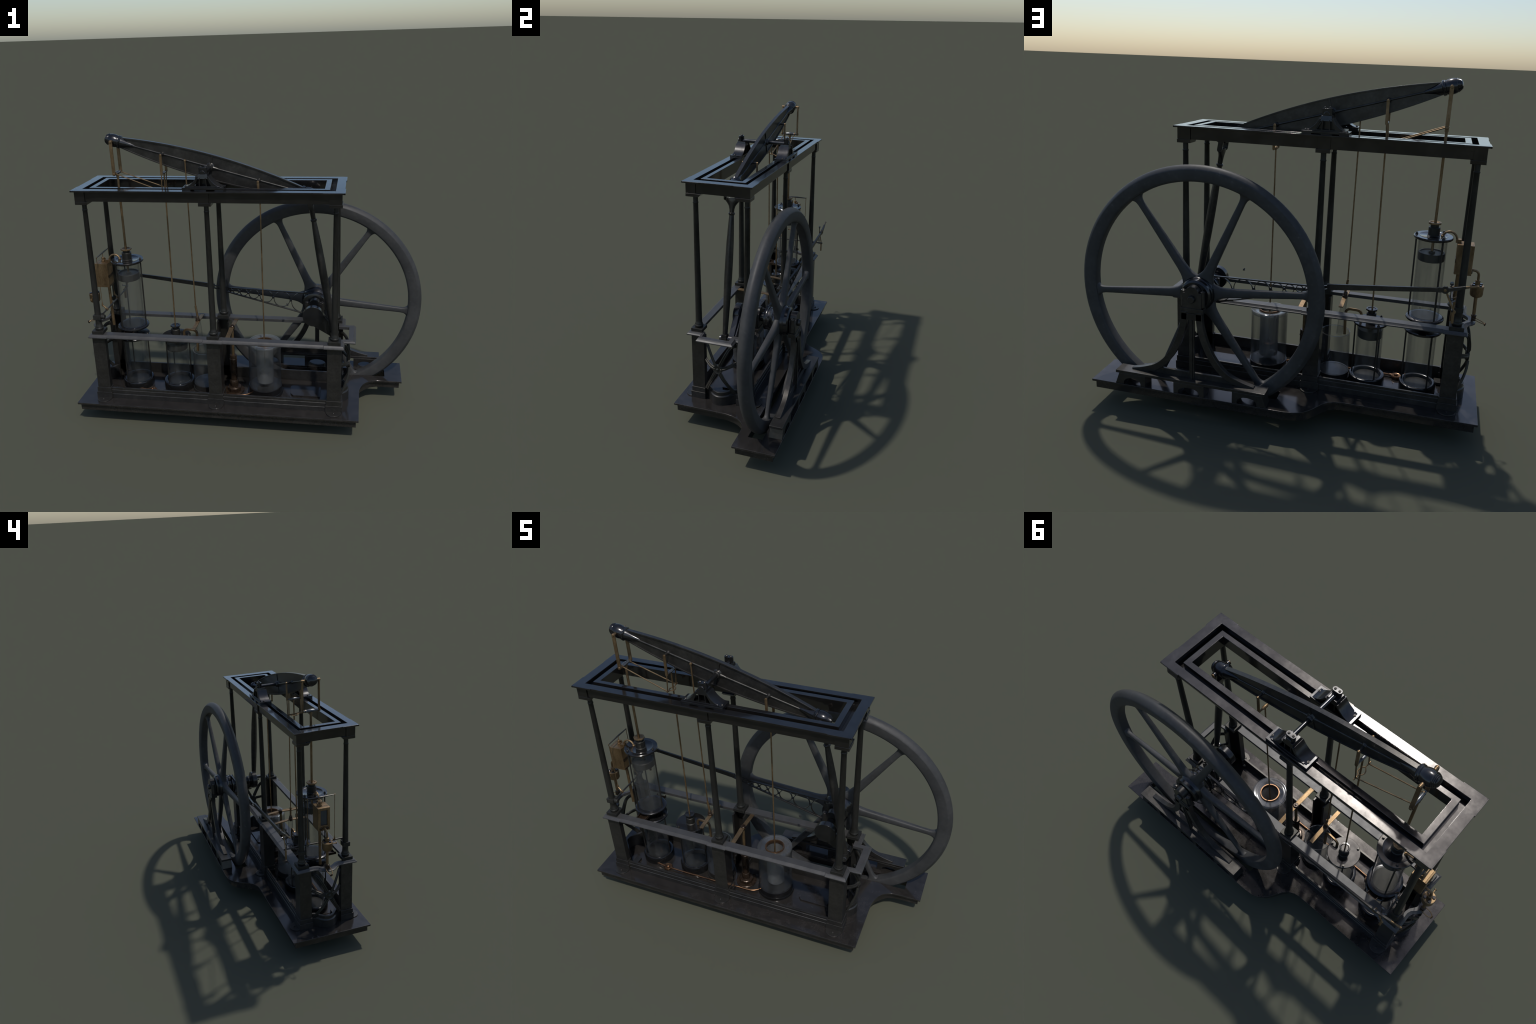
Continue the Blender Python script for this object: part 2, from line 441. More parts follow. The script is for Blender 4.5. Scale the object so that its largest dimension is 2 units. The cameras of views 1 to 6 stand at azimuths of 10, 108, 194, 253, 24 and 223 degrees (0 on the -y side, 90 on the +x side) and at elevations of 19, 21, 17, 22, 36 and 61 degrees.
# six-armed bowed end panels under the rail ends
for sx in (-1, 1):
    X = lambda d: XC + sx * d
    bm = B()
    arm = lambda t: [(a * (1.15 + 0.5 * abs(t - 0.5)), b) for a, b in
                     ((-0.0095, 0), (-0.007, 0.005), (-0.002, 0.005), (0, 0.0085), (0.002, 0.005), (0.007, 0.005),
                      (0.0095, 0), (0.006, -0.005), (-0.006, -0.005))]
    hz = 0.366
    for sy in (-1, 1):
        Y = lambda d: YC + sy * d
        for path in ([(0.708, 0.090, 0.505), (0.728, 0.072, 0.503), (0.744, 0.056, 0.482), (0.754, 0.034, 0.436), (0.758, 0.014, 0.392)],
                     [(0.706, 0.092, 0.392), (0.730, 0.068, 0.384), (0.748, 0.042, 0.375), (0.757, 0.016, 0.369)],
                     [(0.758, 0.014, 0.340), (0.754, 0.034, 0.302), (0.742, 0.056, 0.262), (0.726, 0.076, 0.225), (0.716, 0.084, 0.205)]):
            sweep(bm, spline([(X(a), Y(b), c) for a, b, c in path], 4), arm, up=(sx, 0, 0))
    lathe(bm, [(0.026, -0.010), (0.028, 0.0), (0.028, 0.007), (0.025, 0.0095), (0.022, 0.008), (0.008, 0.008), (0.006, 0.011), (0, 0.012)],
          (X(0.754), YC, hz), (sx, 0, 0), 28)
    part('end_panel', bm, DULL, rail, angle=50)

# ------------------------------------------------------------------ columns
bm = B()
box(bm, -0.034, 0.034, -0.034, 0.034, 0.5552, 0.574)
lathe(bm, [(0.021, 0.574), (0.0235, 0.577), (0.0250, 0.583), (0.0235, 0.589), (0.0215, 0.591), (0.0215, 0.596),
           (0.0188, 0.600), (0.0180, 0.62), (0.0160, 0.95), (0.0132, 1.288), (0.0148, 1.290), (0.0148, 1.295),
           (0.0130, 1.297), (0.0130, 1.3305)], seg=28)
column = part('column', bm, DULL, bevel=0.0010, angle=40)
first = True
for x in PX:
    for y in (YF, YR):
        if first: column.location = (x, y, 0); first = False
        else: again(column, (x, y, 0))

# ------------------------------------------------------------------ entablature
FO = (-0.8810, 0.5320, -0.2690, 0.0700)              # fascia
SO = (-0.8495, 0.5030, -0.2460, 0.0505)              # slot outside
SI = (-0.8215, 0.4725, -0.2190, 0.0285)              # slot inside
HO = (-0.7930, 0.4450, -0.1950, 0.0010)              # clear opening
PL = (-0.8985, 0.5495, -0.2885, 0.0895)              # top plate
bm = B()
c4 = lambda b, z: [(b[0], b[2], z), (b[1], b[2], z), (b[1], b[3], z), (b[0], b[3], z)]
FI = (FO[0] + .012, FO[1] - .012, FO[2] + .012, FO[3] - .012)
loops(bm, [c4(FO, 1.3465), c4(FO, 1.4015), c4(FI, 1.4015), c4(FI, 1.372), c4(SI, 1.372), c4(SI, 1.4105), c4(HO, 1.4105), c4(HO, 1.3465)], wrap=True)
ent = part('entablature', bm, FRAME, bevel=0.0012)
bm = B(); rect_ring(bm, PL, SO, 1.4017, 1.4105)
def lug(x0, x1, y0, y1):
    box(bm, x0, x1, y0, y1, 1.4018, 1.4103)
e = 0.0035
for x0, x1 in ((PL[0], -0.787), (-0.235, -0.114), (0.441, PL[1])):
    lug(x0, x1, PL[2] - e, PL[2] + 0.004); lug(x0, x1, PL[3] - 0.004, PL[3] + e)
for y0, y1 in ((PL[2] - e, -0.193), (-0.006, PL[3] + e)):
    lug(PL[0] - e, PL[0] + 0.004, y0, y1); lug(PL[1] - 0.004, PL[1] + e, y0, y1)
part('top_flange', bm, FRAME, ent, bevel=0.001)
for i, x in enumerate(PX):                            # capitals with a flare to the inside
    for s in (-1, 1):
        bm = B()
        yo = -0.2758 if s < 0 else 0.0775
        a, b = x - 0.034, x + 0.034
        lo = (a, b, yo, yo + 0.070) if s < 0 else (a, b, yo - 0.070, yo)
        hi = (a, b, yo, yo + 0.086) if s < 0 else (a, b, yo - 0.086, yo)
        frustum(bm, lo, hi, 1.329, 1.3463)
        y0, y1 = (yo + 0.0008, yo + 0.012) if s < 0 else (yo - 0.012, yo - 0.0008)
        w = 0.0235
        box(bm, x - 0.0335, x + w, y0, y1, 1.3463, 1.4012)
        if i == 0: box(bm, FO[0] - 0.0055, FO[0] + 0.01, min(yo, yo - s * 0.055), max(yo, yo - s * 0.055), 1.3463, 1.4011)
        if i == 2: box(bm, FO[1] - 0.01, FO[1] + 0.0055, min(yo, yo - s * 0.055), max(yo, yo - s * 0.055), 1.3463, 1.4011)
        part('capital', bm, FRAME, ent, bevel=0.001)

# ------------------------------------------------------------------ beam bearings
PIV = V((-0.177, YB, 1.4995))
def bearing_mesh():
    """saddle-shaped pedestal about x=0,y=0, open ribs facing -y"""
    bm = B()
    w, d0, d1 = 0.110, -0.038, 0.038
    z0 = 1.4106
    # foot plate raised on three pads
    box(bm, -w, w, d0, d1, z0 + 0.006, z0 + 0.0165)
    for a, b in ((-w, -0.064), (-0.019, 0.019), (0.064, w)):
        box(bm, a, b, d0 + 0.001, d1 - 0.001, z0, z0 + 0.006)
    zt = z0 + 0.0165
    prof = [(0.100, zt), (0.083, zt + 0.005), (0.066, zt + 0.015), (0.051, zt + 0.029), (0.040, zt + 0.044), (0.0325, zt + 0.058)]
    for s in (-1, 1):
        outer = [(s * a, b) for a, b in prof]
        inner = [(s * (a - 0.006 - 0.004 * (b - zt) / 0.058), max(zt, b - 0.003)) for a, b in reversed(prof)]
        prism(bm, outer + inner, d0 + 0.012, d1 - 0.004, 'xz')
        prism(bm, [(s * a, zt + b) for a, b in ((0.0455, 0.004), (0.0800, 0.004), (0.0560, 0.0215), (0.0390, 0.041), (0.0310, 0.056), (0.0255, 0.056), (0.0265, 0.044))],
              d0 + 0.0095, d0 + 0.0155, 'xz')                # broad front leg
        for a0, a1 in ((0.0185, 0.0150),):                # slender raking ribs
            prism(bm, [(s * (a0 + 0.0025), zt), (s * (a1 + 0.002), zt + 0.05), (s * (a1 - 0.002), zt + 0.05), (s * (a0 - 0.0025), zt)],
                  d0 + 0.012, d1 - 0.006, 'xz')
    frustum(bm, (-0.0285, 0.0285, d0 + 0.012, d1 - 0.006), (-0.0235, 0.0235, d0 + 0.016, d1 - 0.010), zt + 0.044, zt + 0.068)
    box(bm, -0.088, 0.088, d0 + 0.0085, d0 + 0.0165, zt, zt + 0.0055)
    prism(bm, [(-0.048, zt), (0.048, zt), (0.020, zt + 0.047), (-0.020, zt + 0.047)], 0.003, 0.009, 'xz')   # centre web
    hd = []
    for cx, a0 in ((0.011, -pi / 2), (-0.011, pi / 2)):                       # oblong cap
        hd += [(cx + 0.0125 * cos(a0 + pi * k / 8), 0.0125 * sin(a0 + pi * k / 8)) for k in range(9)]
    prism(bm, [(a, b - 0.004) for a, b in hd], zt + 0.058, z0 + 0.1165)
    lathe(bm, [(0.0145, 0), (0.0145, 0.004), (0.013, 0.006), (0, 0.006)], (0, d0 + 0.022, 1.4995), (0, -1, 0), 24)
    return bm
bearing = part('beam_bearing', bearing_mesh(), SMOOTH, ent, bevel=0.001)
bm = B()
for s in (-1, 1):
    hexnut(bm, (s * 0.0115, -0.004, 1.5272), 0.0062, 0.0045)
    hexnut(bm, (s * 0.096, -0.010, 1.4271), 0.0062, 0.004)
nuts = part('bearing_nut', bm, IRON, bearing)
bearing.location = (PIV.x - 0.003, -0.2315, 0)
b2 = again(bearing, (PIV.x - 0.003, 0.0455, 0), rot=(0, 0, pi)); n2 = again(nuts); n2.parent = b2

# ------------------------------------------------------------------ rocking beam (built level, then tipped)
TIP = radians(15.1)
def half_depth(u): return 0.0675 - 0.158 * u * u
bm = B()
US = [-0.508 + 1.016 * k / 48 for k in range(49)]
up = [(u, half_depth(u)) for u in US]; dn = [(u, -half_depth(u)) for u in reversed(US)]
prism(bm, up + dn, -0.0055, 0.0055, 'xz')                      # web
for s in (1, -1):                                              # flanges
    sec = [(u, s * half_depth(u)) for u in US]
    loops(bm, [[(u, -0.0105, v - s * 0.0055), (u, 0.0105, v - s * 0.0055), (u, 0.0105, v + s * 0.0014), (u, -0.0105, v + s * 0.0014)] for u, v in sec])
for s in (-1, 1):
    rod(bm, (-0.44, s * 0.0055, 0), (0.44, s * 0.0055, 0), 0.0050, 10)          # mid rib
    for u, w in ((0, 0.004),):
        h = half_depth(u) - 0.005
        prism(bm, [(u - w, -h), (u + w, -h), (u + w, h), (u - w, h)], min(s * 0.004, s * 0.0098), max(s * 0.004, s * 0.0098), 'xz')
    lathe(bm, [(0.026, 0.004), (0.022, 0.007), (0.0175, 0.012), (0.0165, 0.022), (0.015, 0.024), (0, 0.024)], (0, 0, 0), (0, s, 0), 28)
    for d in (-1, 1): lathe(bm, [(0.0095, 0.0), (0.0085, 0.022), (0.0050, 0.048)], (0, s * 0.0050, 0), (d, 0, 0), 12)
    for u in (-0.270, 0.274):
        rod(bm, (u, 0, 0), (u, s * 0.040, 0), 0.0062, 12)
        lathe(bm, [(0.013, 0.003), (0.010, 0.010), (0.0075, 0.014)], (u, 0, 0), (0, s, 0), 16)
rod(bm, (-0.139, 0, 0), (-0.139, -0.018, 0), 0.0052, 12)
beam = part('rocking_beam', bm, IRON, bevel=0.0006)
bm = B()
for s in (-1, 1):                                              # ogee sockets, rings and ball ends
    lathe(bm, [(0.0045, 0.420), (0.009, 0.432), (0.0130, 0.452), (0.0185, 0.475), (0.0255, 0.495), (0.0290, 0.508),
               (0.0335, 0.510), (0.0360, 0.514), (0.0335, 0.518), (0.0345, 0.5195), (0.0345, 0.523), (0.0310, 0.526),
               (0.0335, 0.535), (0.0352, 0.546), (0.0352, 0.556), (0.0335, 0.566), (0.0305, 0.5745),
               (0.0315, 0.576), (0.0315, 0.579), (0.0285, 0.5805), (0.0288, 0.5845), (0.0255, 0.586), (0.0255, 0.590),
               (0.0215, 0.5915), (0.0215, 0.594), (0.0170, 0.597), (0.008, 0.5995), (0, 0.600)], (0, 0, 0), (s, 0, 0), 40)
ends = part('beam_end', bm, SMOOTH, beam, angle=40)
bm = B(); rod(bm, (0, -0.143, 0), (0, 0.124, 0), 0.0105, 24)
shaft = part('trunnion_shaft', bm, SMOOTH, beam)
bm = B()
for s in (-1, 1):
    rod(bm, (-0.5505, 0, 0), (-0.5505, s * 0.0465, 0), 0.0075, 16)
    rod(bm, (0.5505, 0, 0), (0.5505, s * 0.050, 0), 0.0075, 16)
    hexnut(bm, (0.5505, s * 0.049, 0), 0.0105, 0.005, (0, s, 0), 20, dome=False)
part('beam_pin', bm, BRASS, beam)
beam.location = PIV; beam.rotation_euler = (0, TIP, 0)
def on_beam(u, y=0.0, v=0.0):
    return V((PIV.x + u * cos(TIP) + v * sin(TIP), PIV.y + y, PIV.z - u * sin(TIP) + v * cos(TIP)))

# ------------------------------------------------------------------ parallel motion and pump rods
def link(bm, a, b, w, t):
    """flat link with round ends, thickness t along y"""
    a, b = V(a), V(b); d = (b - a); d.normalize(); n = V((-d.z, 0, d.x)); out = []
    ang = lambda k: pi * k / 8
    for c, sg in ((b, 1), (a, -1)):
        for k in range(9):
            q = c + d * (sg * w * sin(ang(k)) ) + n * (-sg * w * cos(ang(k))) * 1.0
            out.append(q)
    loops(bm, [[p + V((0, -t / 2, 0)) for p in out], [p + V((0, t / 2, 0)) for p in out]])
E1 = on_beam(-0.5505); L1 = V((-0.7065, YB, 1.4655))
bm = B()
for s in (-1, 1):
    o = V((0, s * 0.0505, 0)); link(bm, E1 + o, L1 + o, 0.0088, 0.0075)
    for c in (E1, L1):
        lathe(bm, [(0.0072, 0), (0.0072, 0.004), (0.006, 0.0055), (0, 0.0055)], c + V((0, s * 0.053, 0)), (0, s, 0), 18)
hang = part('piston_link', bm, BRASS, bevel=0.0008)
bm = B()
lathe(bm, [(0.006, -0.054), (0.006, -0.036), (0.0085, -0.034), (0.0085, -0.028), (0.0075, -0.026), (0.0108, -0.008), (0.0108, 0.008),
           (0.0075, 0.026), (0.0085, 0.028), (0.0085, 0.034), (0.006, 0.036), (0.006, 0.054)], L1, (0, 1, 0), 20)
part('crosshead', bm, STEEL, hang)
bm = B(); rod(bm, L1 - V((0, 0, 0.004)), L1 - V((0, 0, 0.022)), 0.0095, 14); rod(bm, L1, (-0.7025, YB, 0.85), 0.0068, 14)
part('piston_rod', bm, BRASS, hang)

E2 = on_beam(-0.270); L2 = V((-0.4385, YB, 1.468)); F2 = V((-0.4455, YB, 1.373))
bm = B()
for s in (-1, 1):
    o = V((0, s * 0.0435, 0)); link(bm, E2 + o, L2 + o, 0.0068, 0.0065)
    rod(bm, L2 + o, F2 + o, 0.0032, 10)
    lathe(bm, [(0.006, 0), (0.006, 0.005), (0, 0.006)], E2 + o, (0, s, 0), 14)
    rod(bm, F2 + V((0, s * 0.034, 0)), F2 + V((0, s * 0.056, 0)), 0.0036, 10)
pump_link = part('pump_link', bm, BRASS, bevel=0.0006)
bm = B()
lathe(bm, [(0.0045, -0.044), (0.0045, -0.02), (0.0075, -0.012), (0.0075, 0.012), (0.0045, 0.02), (0.0045, 0.044)], L2, (0, 1, 0), 16)
part('crosshead', bm, STEEL, pump_link)
bm = B()                                                # forked eye at the foot of the pump links
for s in (-1, 1):
    tube(bm, spline([F2 + V((0, s * 0.042, 0)), F2 + V((0.002, s * 0.024, -0.003)), F2 + V((0.013, s * 0.013, -0.006)),
                     F2 + V((0.016, 0, -0.007))], 5), 0.0028, 8)
    tube(bm, spline([F2 + V((0, s * 0.024, -0.003)), F2 + V((-0.010, s * 0.012, -0.006)), F2 + V((-0.014, 0, -0.007))], 5), 0.0026, 8)
for s in (-1, 1):                                       # two slim radius rods from the piston crosshead
    tube(bm, [L1 + V((0.004, s * 0.033, 0)), F2 + V((0, s * 0.043, 0))], 0.0030, 8)
    lathe(bm, [(0.006, -0.004), (0.009, -0.003), (0.009, 0.003), (0.006, 0.004)], L1 + V((0.001, s * 0.033, 0)), (0, 1, 0), 14)
part('radius_rod', bm, BRASS, pump_link)
bm = B(); rod(bm, L2, (-0.4445, YB + 0.002, 0.43), 0.0042, 12)
part('air_pump_rod', bm, BRASS, pump_link)

E3 = on_beam(-0.139, -0.017)
bm = B()
lathe(bm, [(0, -0.0075), (0.006, -0.005), (0.0075, 0), (0.006, 0.005), (0, 0.0075)], E3, (0, 1, 0), 14)
J3 = V((-0.300, -0.093, 0.585))
rod(bm, E3, V((-0.3085, -0.092, 0.67)), 0.0036, 10)
rod(bm, V((-0.3093, -0.092, 0.682)), J3 + V((0, 0, 0.03)), 0.0062, 12)
cold = part('cold_pump_rod', bm, BRASS)
bm = B(); lathe(bm, [(0.007, 0.032), (0.0105, 0.026), (0.0115, 0.012), (0.014, 0.010), (0.014, -0.004), (0.009, -0.01)], J3, (-0.10, 0, 1), 14)
part('rod_socket', bm, BRONZE, cold)
bm = B()                                                # handle bar across the rod
loops(bm, [[(J3.x - 0.0115 + 0.002, y, z - 0.003), (J3.x + 0.0125, y, z - 0.003), (J3.x + 0.0125, y, z + 0.003), (J3.x - 0.0095, y, z + 0.003)]
           for y, z in ((-0.207, 0.580), (J3.y, 0.585), (0.021, 0.574))])
part('cross_bar', bm, BRASS, cold, bevel=0.0008)
bm = B()                                                # tilted glass dip tube
a, b = J3 + V((0.001, 0, -0.006)), V((-0.272, -0.082, 0.20))
lathe(bm, [(0.0165, 0), (0.0165, (b - a).length * 0.52), (0.0145, (b - a).length * 0.52), (0.0145, 0)], a, b - a, 24, closed=True)
part('dip_tube', bm, GLASS, cold)

E4 = on_beam(0.274); L4 = V((0.0895, YB, 1.3150))
bm = B()
for s in (-1, 1):
    o = V((0, s * 0.0415, 0)); link(bm, E4 + o, L4 + o, 0.0062, 0.0065)
    lathe(bm, [(0.0068, 0), (0.0068, 0.005), (0, 0.006)], E4 + o, (0, s, 0), 14)
well = part('well_pump_link', bm, BRASS, bevel=0.0006)
bm = B()
lathe(bm, [(0.0045, -0.042), (0.0045, -0.018), (0.0085, -0.010), (0.0085, 0.010), (0.0045, 0.018), (0.0045, 0.042)], L4, (0, 1, 0), 16)
part('crosshead', bm, BRASS, well)
bm = B(); rod(bm, L4, (0.092, YB - 0.004, 0.265), 0.0038, 12)
part('well_pump_rod', bm, BRASS, well)

# ------------------------------------------------------------------ glass cylinders
TIES = (0, radians(126), radians(-126))
def glass_tube(name, c, r, z0, z1, parent, mat=GLASS, t=0.0035, flare=0.0):
    bm = B()
    if flare:
        pr = [(r, z0), (r, z1 - 0.02), (r + flare * 0.4, z1 - 0.006), (r + flare, z1 - 0.002), (r + flare * 0.7, z1),
              (r - t + flare * 0.3, z1 - 0.004), (r - t, z1 - 0.02), (r - t, z0)]
    else:
        pr = [(r, z0), (r, z1), (r - t, z1), (r - t, z0)]
    lathe(bm, pr, (c[0], c[1], 0), seg=56, closed=True)
    return part(name, bm, mat, parent, angle=50)
def base_ring(bm, c, r, ri, z0, z1):
    lathe(bm, [(r, z0), (r, z1 - 0.008), (r - 0.003, z1 - 0.0025), (r - 0.010, z1), (ri + 0.005, z1), (ri + 0.001, z1 - 0.002),
               (ri, z1 - 0.007), (ri, z1 - 0.017), (0, z1 - 0.017)], (c[0], c[1], 0), seg=56)
def tie_rods(c, r, z0, z1, parent, rr=0.0042):
    bm = B()
    for a in TIES:
        p = (c[0] + r * cos(a), c[1] + r * sin(a))
        rod(bm, (*p, z0), (*p, z1 + 0.011), rr, 12)
        hexnut(bm, (*p, z1), rr * 1.7, 0.006, seg=8, dome=False)
    return part('tie_rod', bm, IRON, parent)
def piston(c, r, z0, z1, parent):
    bm = B()
    lathe(bm, [(0, z0), (r - .002, z0), (r, z0 + .002), (r, z1 - .002), (r - .002, z1), (r - .008, z1), (r - .010, z1 - .004),
               (0.016, z1 - .004), (0.014, z1 + .004), (0, z1 + .004)], (c[0], c[1], 0), seg=48)
    return part('piston', bm, PISTON, parent)
def gland(c, zl, zn, rn, zt, rt, parent):
    """stuffing box: neck from zl to zn, thin throat, octagonal nut with top at zt"""
    bm = B()
    lathe(bm, [(rn + .004, zl), (rn, zl + .003), (rn, zn - .002), (rn - .002, zn), (rn * .72, zn), (rn * .72, zt - .011)], (c[0], c[1], 0), seg=36)
    nk = part('stuffing_box', bm, DULL, parent)
    bm = B(); lathe(bm, [(rt - .003, zt - .0095), (rt, zt - .0075), (rt, zt), (rt - .007, zt + .0005), (rt - .010, zt - .003), (0, zt - .003)], (c[0], c[1], 0), seg=8, phase=pi / 8)
    part('gland_nut', bm, BRASS if rt > 0.03 else LID, nk, bevel=0.0007, angle=25)

C1 = (-0.702, YB)
bm = B()
lathe(bm, [(0, .945), (.0905, .945), (.0930, .948), (.0930, .955), (.0905, .9575), (.068, .9575), (.067, .9585), (.065, .9575), (0, .9575)], (*C1, 0), seg=64)
cyl = part('steam_cylinder', bm, LID)
bm = B()
lathe(bm, [(0, .5315), (.086, .5315), (.092, .534), (.0935, .538), (.0925, .5425), (.088, .5462), (.080, .5482), (.072, .5487), (0, .5487)], (*C1, 0), seg=64)
part('lower_flange', bm, SMOOTH, cyl)
bm = B(); lathe(bm, [(0, .5487), (.0640, .5487), (.0640, .5497), (0, .5497)], (*C1, 0), seg=48); part('cylinder_floor', bm, DULL, cyl)
glass_tube('cylinder_glass', C1, .0685, .5488, .945, cyl)
tie_rods(C1, .079, .546, .9575, cyl)
piston(C1, .0635, .836, .876, cyl)
gland(C1, .9576, .999, .0275, 1.0225, .0315, cyl)

bm = B()
lathe(bm, [(0, .4655), (.0900, .4655), (.0920, .468), (.0920, .476), (.088, .480), (.05, .483), (.0225, .484), (.0225, .5145), (0, .5145)], (*C1, 0), seg=64)
cond = part('condenser', bm, SMOOTH)
bm = B(); base_ring(bm, C1, .0925, .0735, ZB + .0035, .188); part('base_ring', bm, SMOOTH, cond)
bm = B(); lathe(bm, [(0, .1712), (.0655, .1712), (.0655, .1735), (0, .1735)], (*C1, 0), seg=48); part('cylinder_floor', bm, DULL, cond)
glass_tube('condenser_glass', C1, .0695, .172, .4655, cond)
tie_rods(C1, .0805, .186, .479, cond)
# bronze trough that carries the cylinder across the rails
bm = B()
prism(bm, [(-0.7315, .5305), (-0.7315, .514), (-0.6725, .514), (-0.6725, .5305), (-0.6765, .5305), (-0.6765, .5185), (-0.7275, .5185), (-0.7275, .5305)], -0.232, 0.040, 'xz')
part('cylinder_trough', bm, BRONZE, cyl, bevel=0.0008)

C2 = (-0.442, -0.083)
bm = B()
lathe(bm, [(0, .470), (.0855, .470), (.0875, .472), (.0875, .479), (.0858, .481), (0, .481)], (*C2, 0), seg=64)
pump = part('air_pump', bm, LID)
bm = B(); base_ring(bm, C2, .0920, .0715, ZB + .0035, .190); part('base_ring', bm, SMOOTH, pump)
bm = B(); lathe(bm, [(0, .1732), (.0635, .1732), (.0635, .1755), (0, .1755)], (*C2, 0), seg=48); part('cylinder_floor', bm, DULL, pump)
glass_tube('pump_glass', C2, .0675, .174, .470, pump)
tie_rods(C2, .0775, .188, .481, pump)
piston(C2, .0625, .396, .440, pump)
gland(C2, .4811, .524, .0250, .5475, .0300, pump)

# cold-water jar
C3 = (-0.2655, YB - .002)
bm = B()
lathe(bm, [(.0870, ZB + .0035), (.0870, .150), (.0855, .153), (.0815, .153), (.0805, .182), (.076, .182), (.075, .178), (0, .178)], (*C3, 0), seg=56)
jar = part('water_jar', bm, IRON)
bm = B()
lathe(bm, [(.0795, .183), (.0785, .30), (.0750, .396), (.0715, .396), (.0750, .30), (.0760, .187), (0, .187), (0, .183)], (*C3, 0), seg=56)
part('jar_glass', bm, MILKY, jar, angle=60)
bm = B(); lathe(bm, [(.0750 + .0, .3962), (.0758, .3985), (.0745, .4005), (.0722, .3995), (.0714, .3962)], (*C3, 0), seg=56, closed=True)
part('jar_rim', bm, BRIGHT, jar, angle=60)
bm = B()                                                # siphon pipe from pump lid into the jar
sq = [(-.0065, -.0050), (.0065, -.0050), (.0065, .0050), (-.0065, .0050)]
sweep(bm, spline([(-.390, -.088, .482), (-.391, -.088, .502), (-.386, -.089, .517), (-.372, -.090, .5245), (-.350, -.092, .525),
                  (-.329, -.094, .5245), (-.315, -.095, .516), (-.310, -.095, .502), (-.3105, -.092, .45), (-.313, -.088, .384)], 4), sq, up=(0, 1, 0))
part('siphon_pipe', bm, BRASS, jar, bevel=0.0012)

# hot well: wide glass jar with an inner glass and a copper collar
C4 = (0.0925, -0.090)
bm = B()
lathe(bm, [(.1060, ZB + .0035), (.1060, .151), (.1040, .154), (.1000, .154), (.0990, .186), (.094, .188), (.0925, .184), (0, .184)], (*C4, 0), seg=64)
hot = part('hot_well', bm, SMOOTH)
bm = B()
lathe(bm, [(.0965, .184), (.0965, .30), (.0960, .452), (.0925, .452), (.0925, .30), (.0925, .188), (0, .188), (0, .184)], (*C4, 0), seg=64)
part('outer_glass', bm, MILKY, hot, angle=60)
bm = B()
lathe(bm, [(.0960, .4522), (.0978, .458), (.0982, .4635), (.0968, .468), (.0935, .4700), (.0880, .4700), (.070, .4665), (.0550, .463),
           (.0550, .4595), (.070, .4625), (.0890, .4655), (.0920, .4625), (.0925, .4522)], (*C4, 0), seg=64, closed=True)
part('glass_shoulder', bm, BRIGHT, hot, angle=60)
bm = B()
lathe(bm, [(.0500, .212), (.0505, .30), (.0505, .455), (.0475, .455), (.0475, .214), (0, .214), (0, .205), (.040, .205)], (*C4, 0), seg=48)
part('inner_glass', bm, INNER, hot, angle=60)
bm = B()
lathe(bm, [(.0530, .457), (.0545, .460), (.0545, .468), (.0535, .4705), (.0485, .4705), (.0475, .468), (.0475, .446), (.0500, .444), (.0515, .446), (.0515, .456)], (*C4, 0), seg=48, closed=True)
part('collar', bm, COPPER, hot, angle=50)
bm = B()
lathe(bm, [(.012, .262), (.030, .264), (.034, .270), (.030, .276), (.010, .280), (.006, .296), (0, .297)], (C4[0], C4[1], 0), seg=32)
part('bucket', bm, COPPER, hot)

# feed pump
C5 = (-0.0955, -0.098)
bm = B()
lathe(bm, [(.060, ZB + .0036), (.060, .1420), (.058, .1435), (0, .1435)], (*C5, 0), seg=48)
feed = part('feed_pump', bm, BRONZE)
bm = B(); lathe(bm, [(.040, .1436), (.043, .146), (.043, .164), (.038, .168), (.026, .169), (.0255, .178), (.0255, .208), (.0225, .212)], (*C5, 0), seg=8, phase=pi / 8)
part('hexagon_seat', bm, BRONZE, feed, bevel=0.002)
bm = B(); lathe(bm, [(.0200, .208), (.0200, .372), (.0190, .376), (.0120, .376)], (*C5, 0), seg=28)
lathe(bm, [(.0222, .345), (.0222, .351), (.020, .353)], (*C5, 0), seg=28)
part('pump_barrel', bm, BRONZE, feed)
bm = B(); rod(bm, (*C5, .37), (C5[0], C5[1] + .004, .552), .0085, 16)
part('plunger', bm, BRASS, feed)
bm = B()
lathe(bm, [(.0125, .540), (.0145, .544), (.0145, .5625), (.012, .565), (.006, .565), (.005, .569), (0, .570)], (C5[0], C5[1] + .006, 0), seg=20)
part('plunger_boss', bm, BRONZE, feed)
bm = B()
w = .0115
loops(bm, [[(C5[0] - w, y, z - .003), (C5[0] + w, y, z - .003), (C5[0] + w, y, z + .003), (C5[0] - w, y, z + .003)]
           for y, z in ((-.2295, .5505), (-.16, .5515), (C5[1] + .006, .5555), (-.02, .549), (.046, .541))])
for s in (-1, 1):
    loops(bm, [[(C5[0] + s * w - .0012, y, z + .003), (C5[0] + s * w + .0012, y, z + .003), (C5[0] + s * w + .0012, y, z + .005), (C5[0] + s * w - .0012, y, z + .005)]
               for y, z in ((-.2295, .5505), (-.16, .5515), (C5[1] - .012, .555))])
part('cross_bar', bm, BRASS, feed, bevel=0.0007)

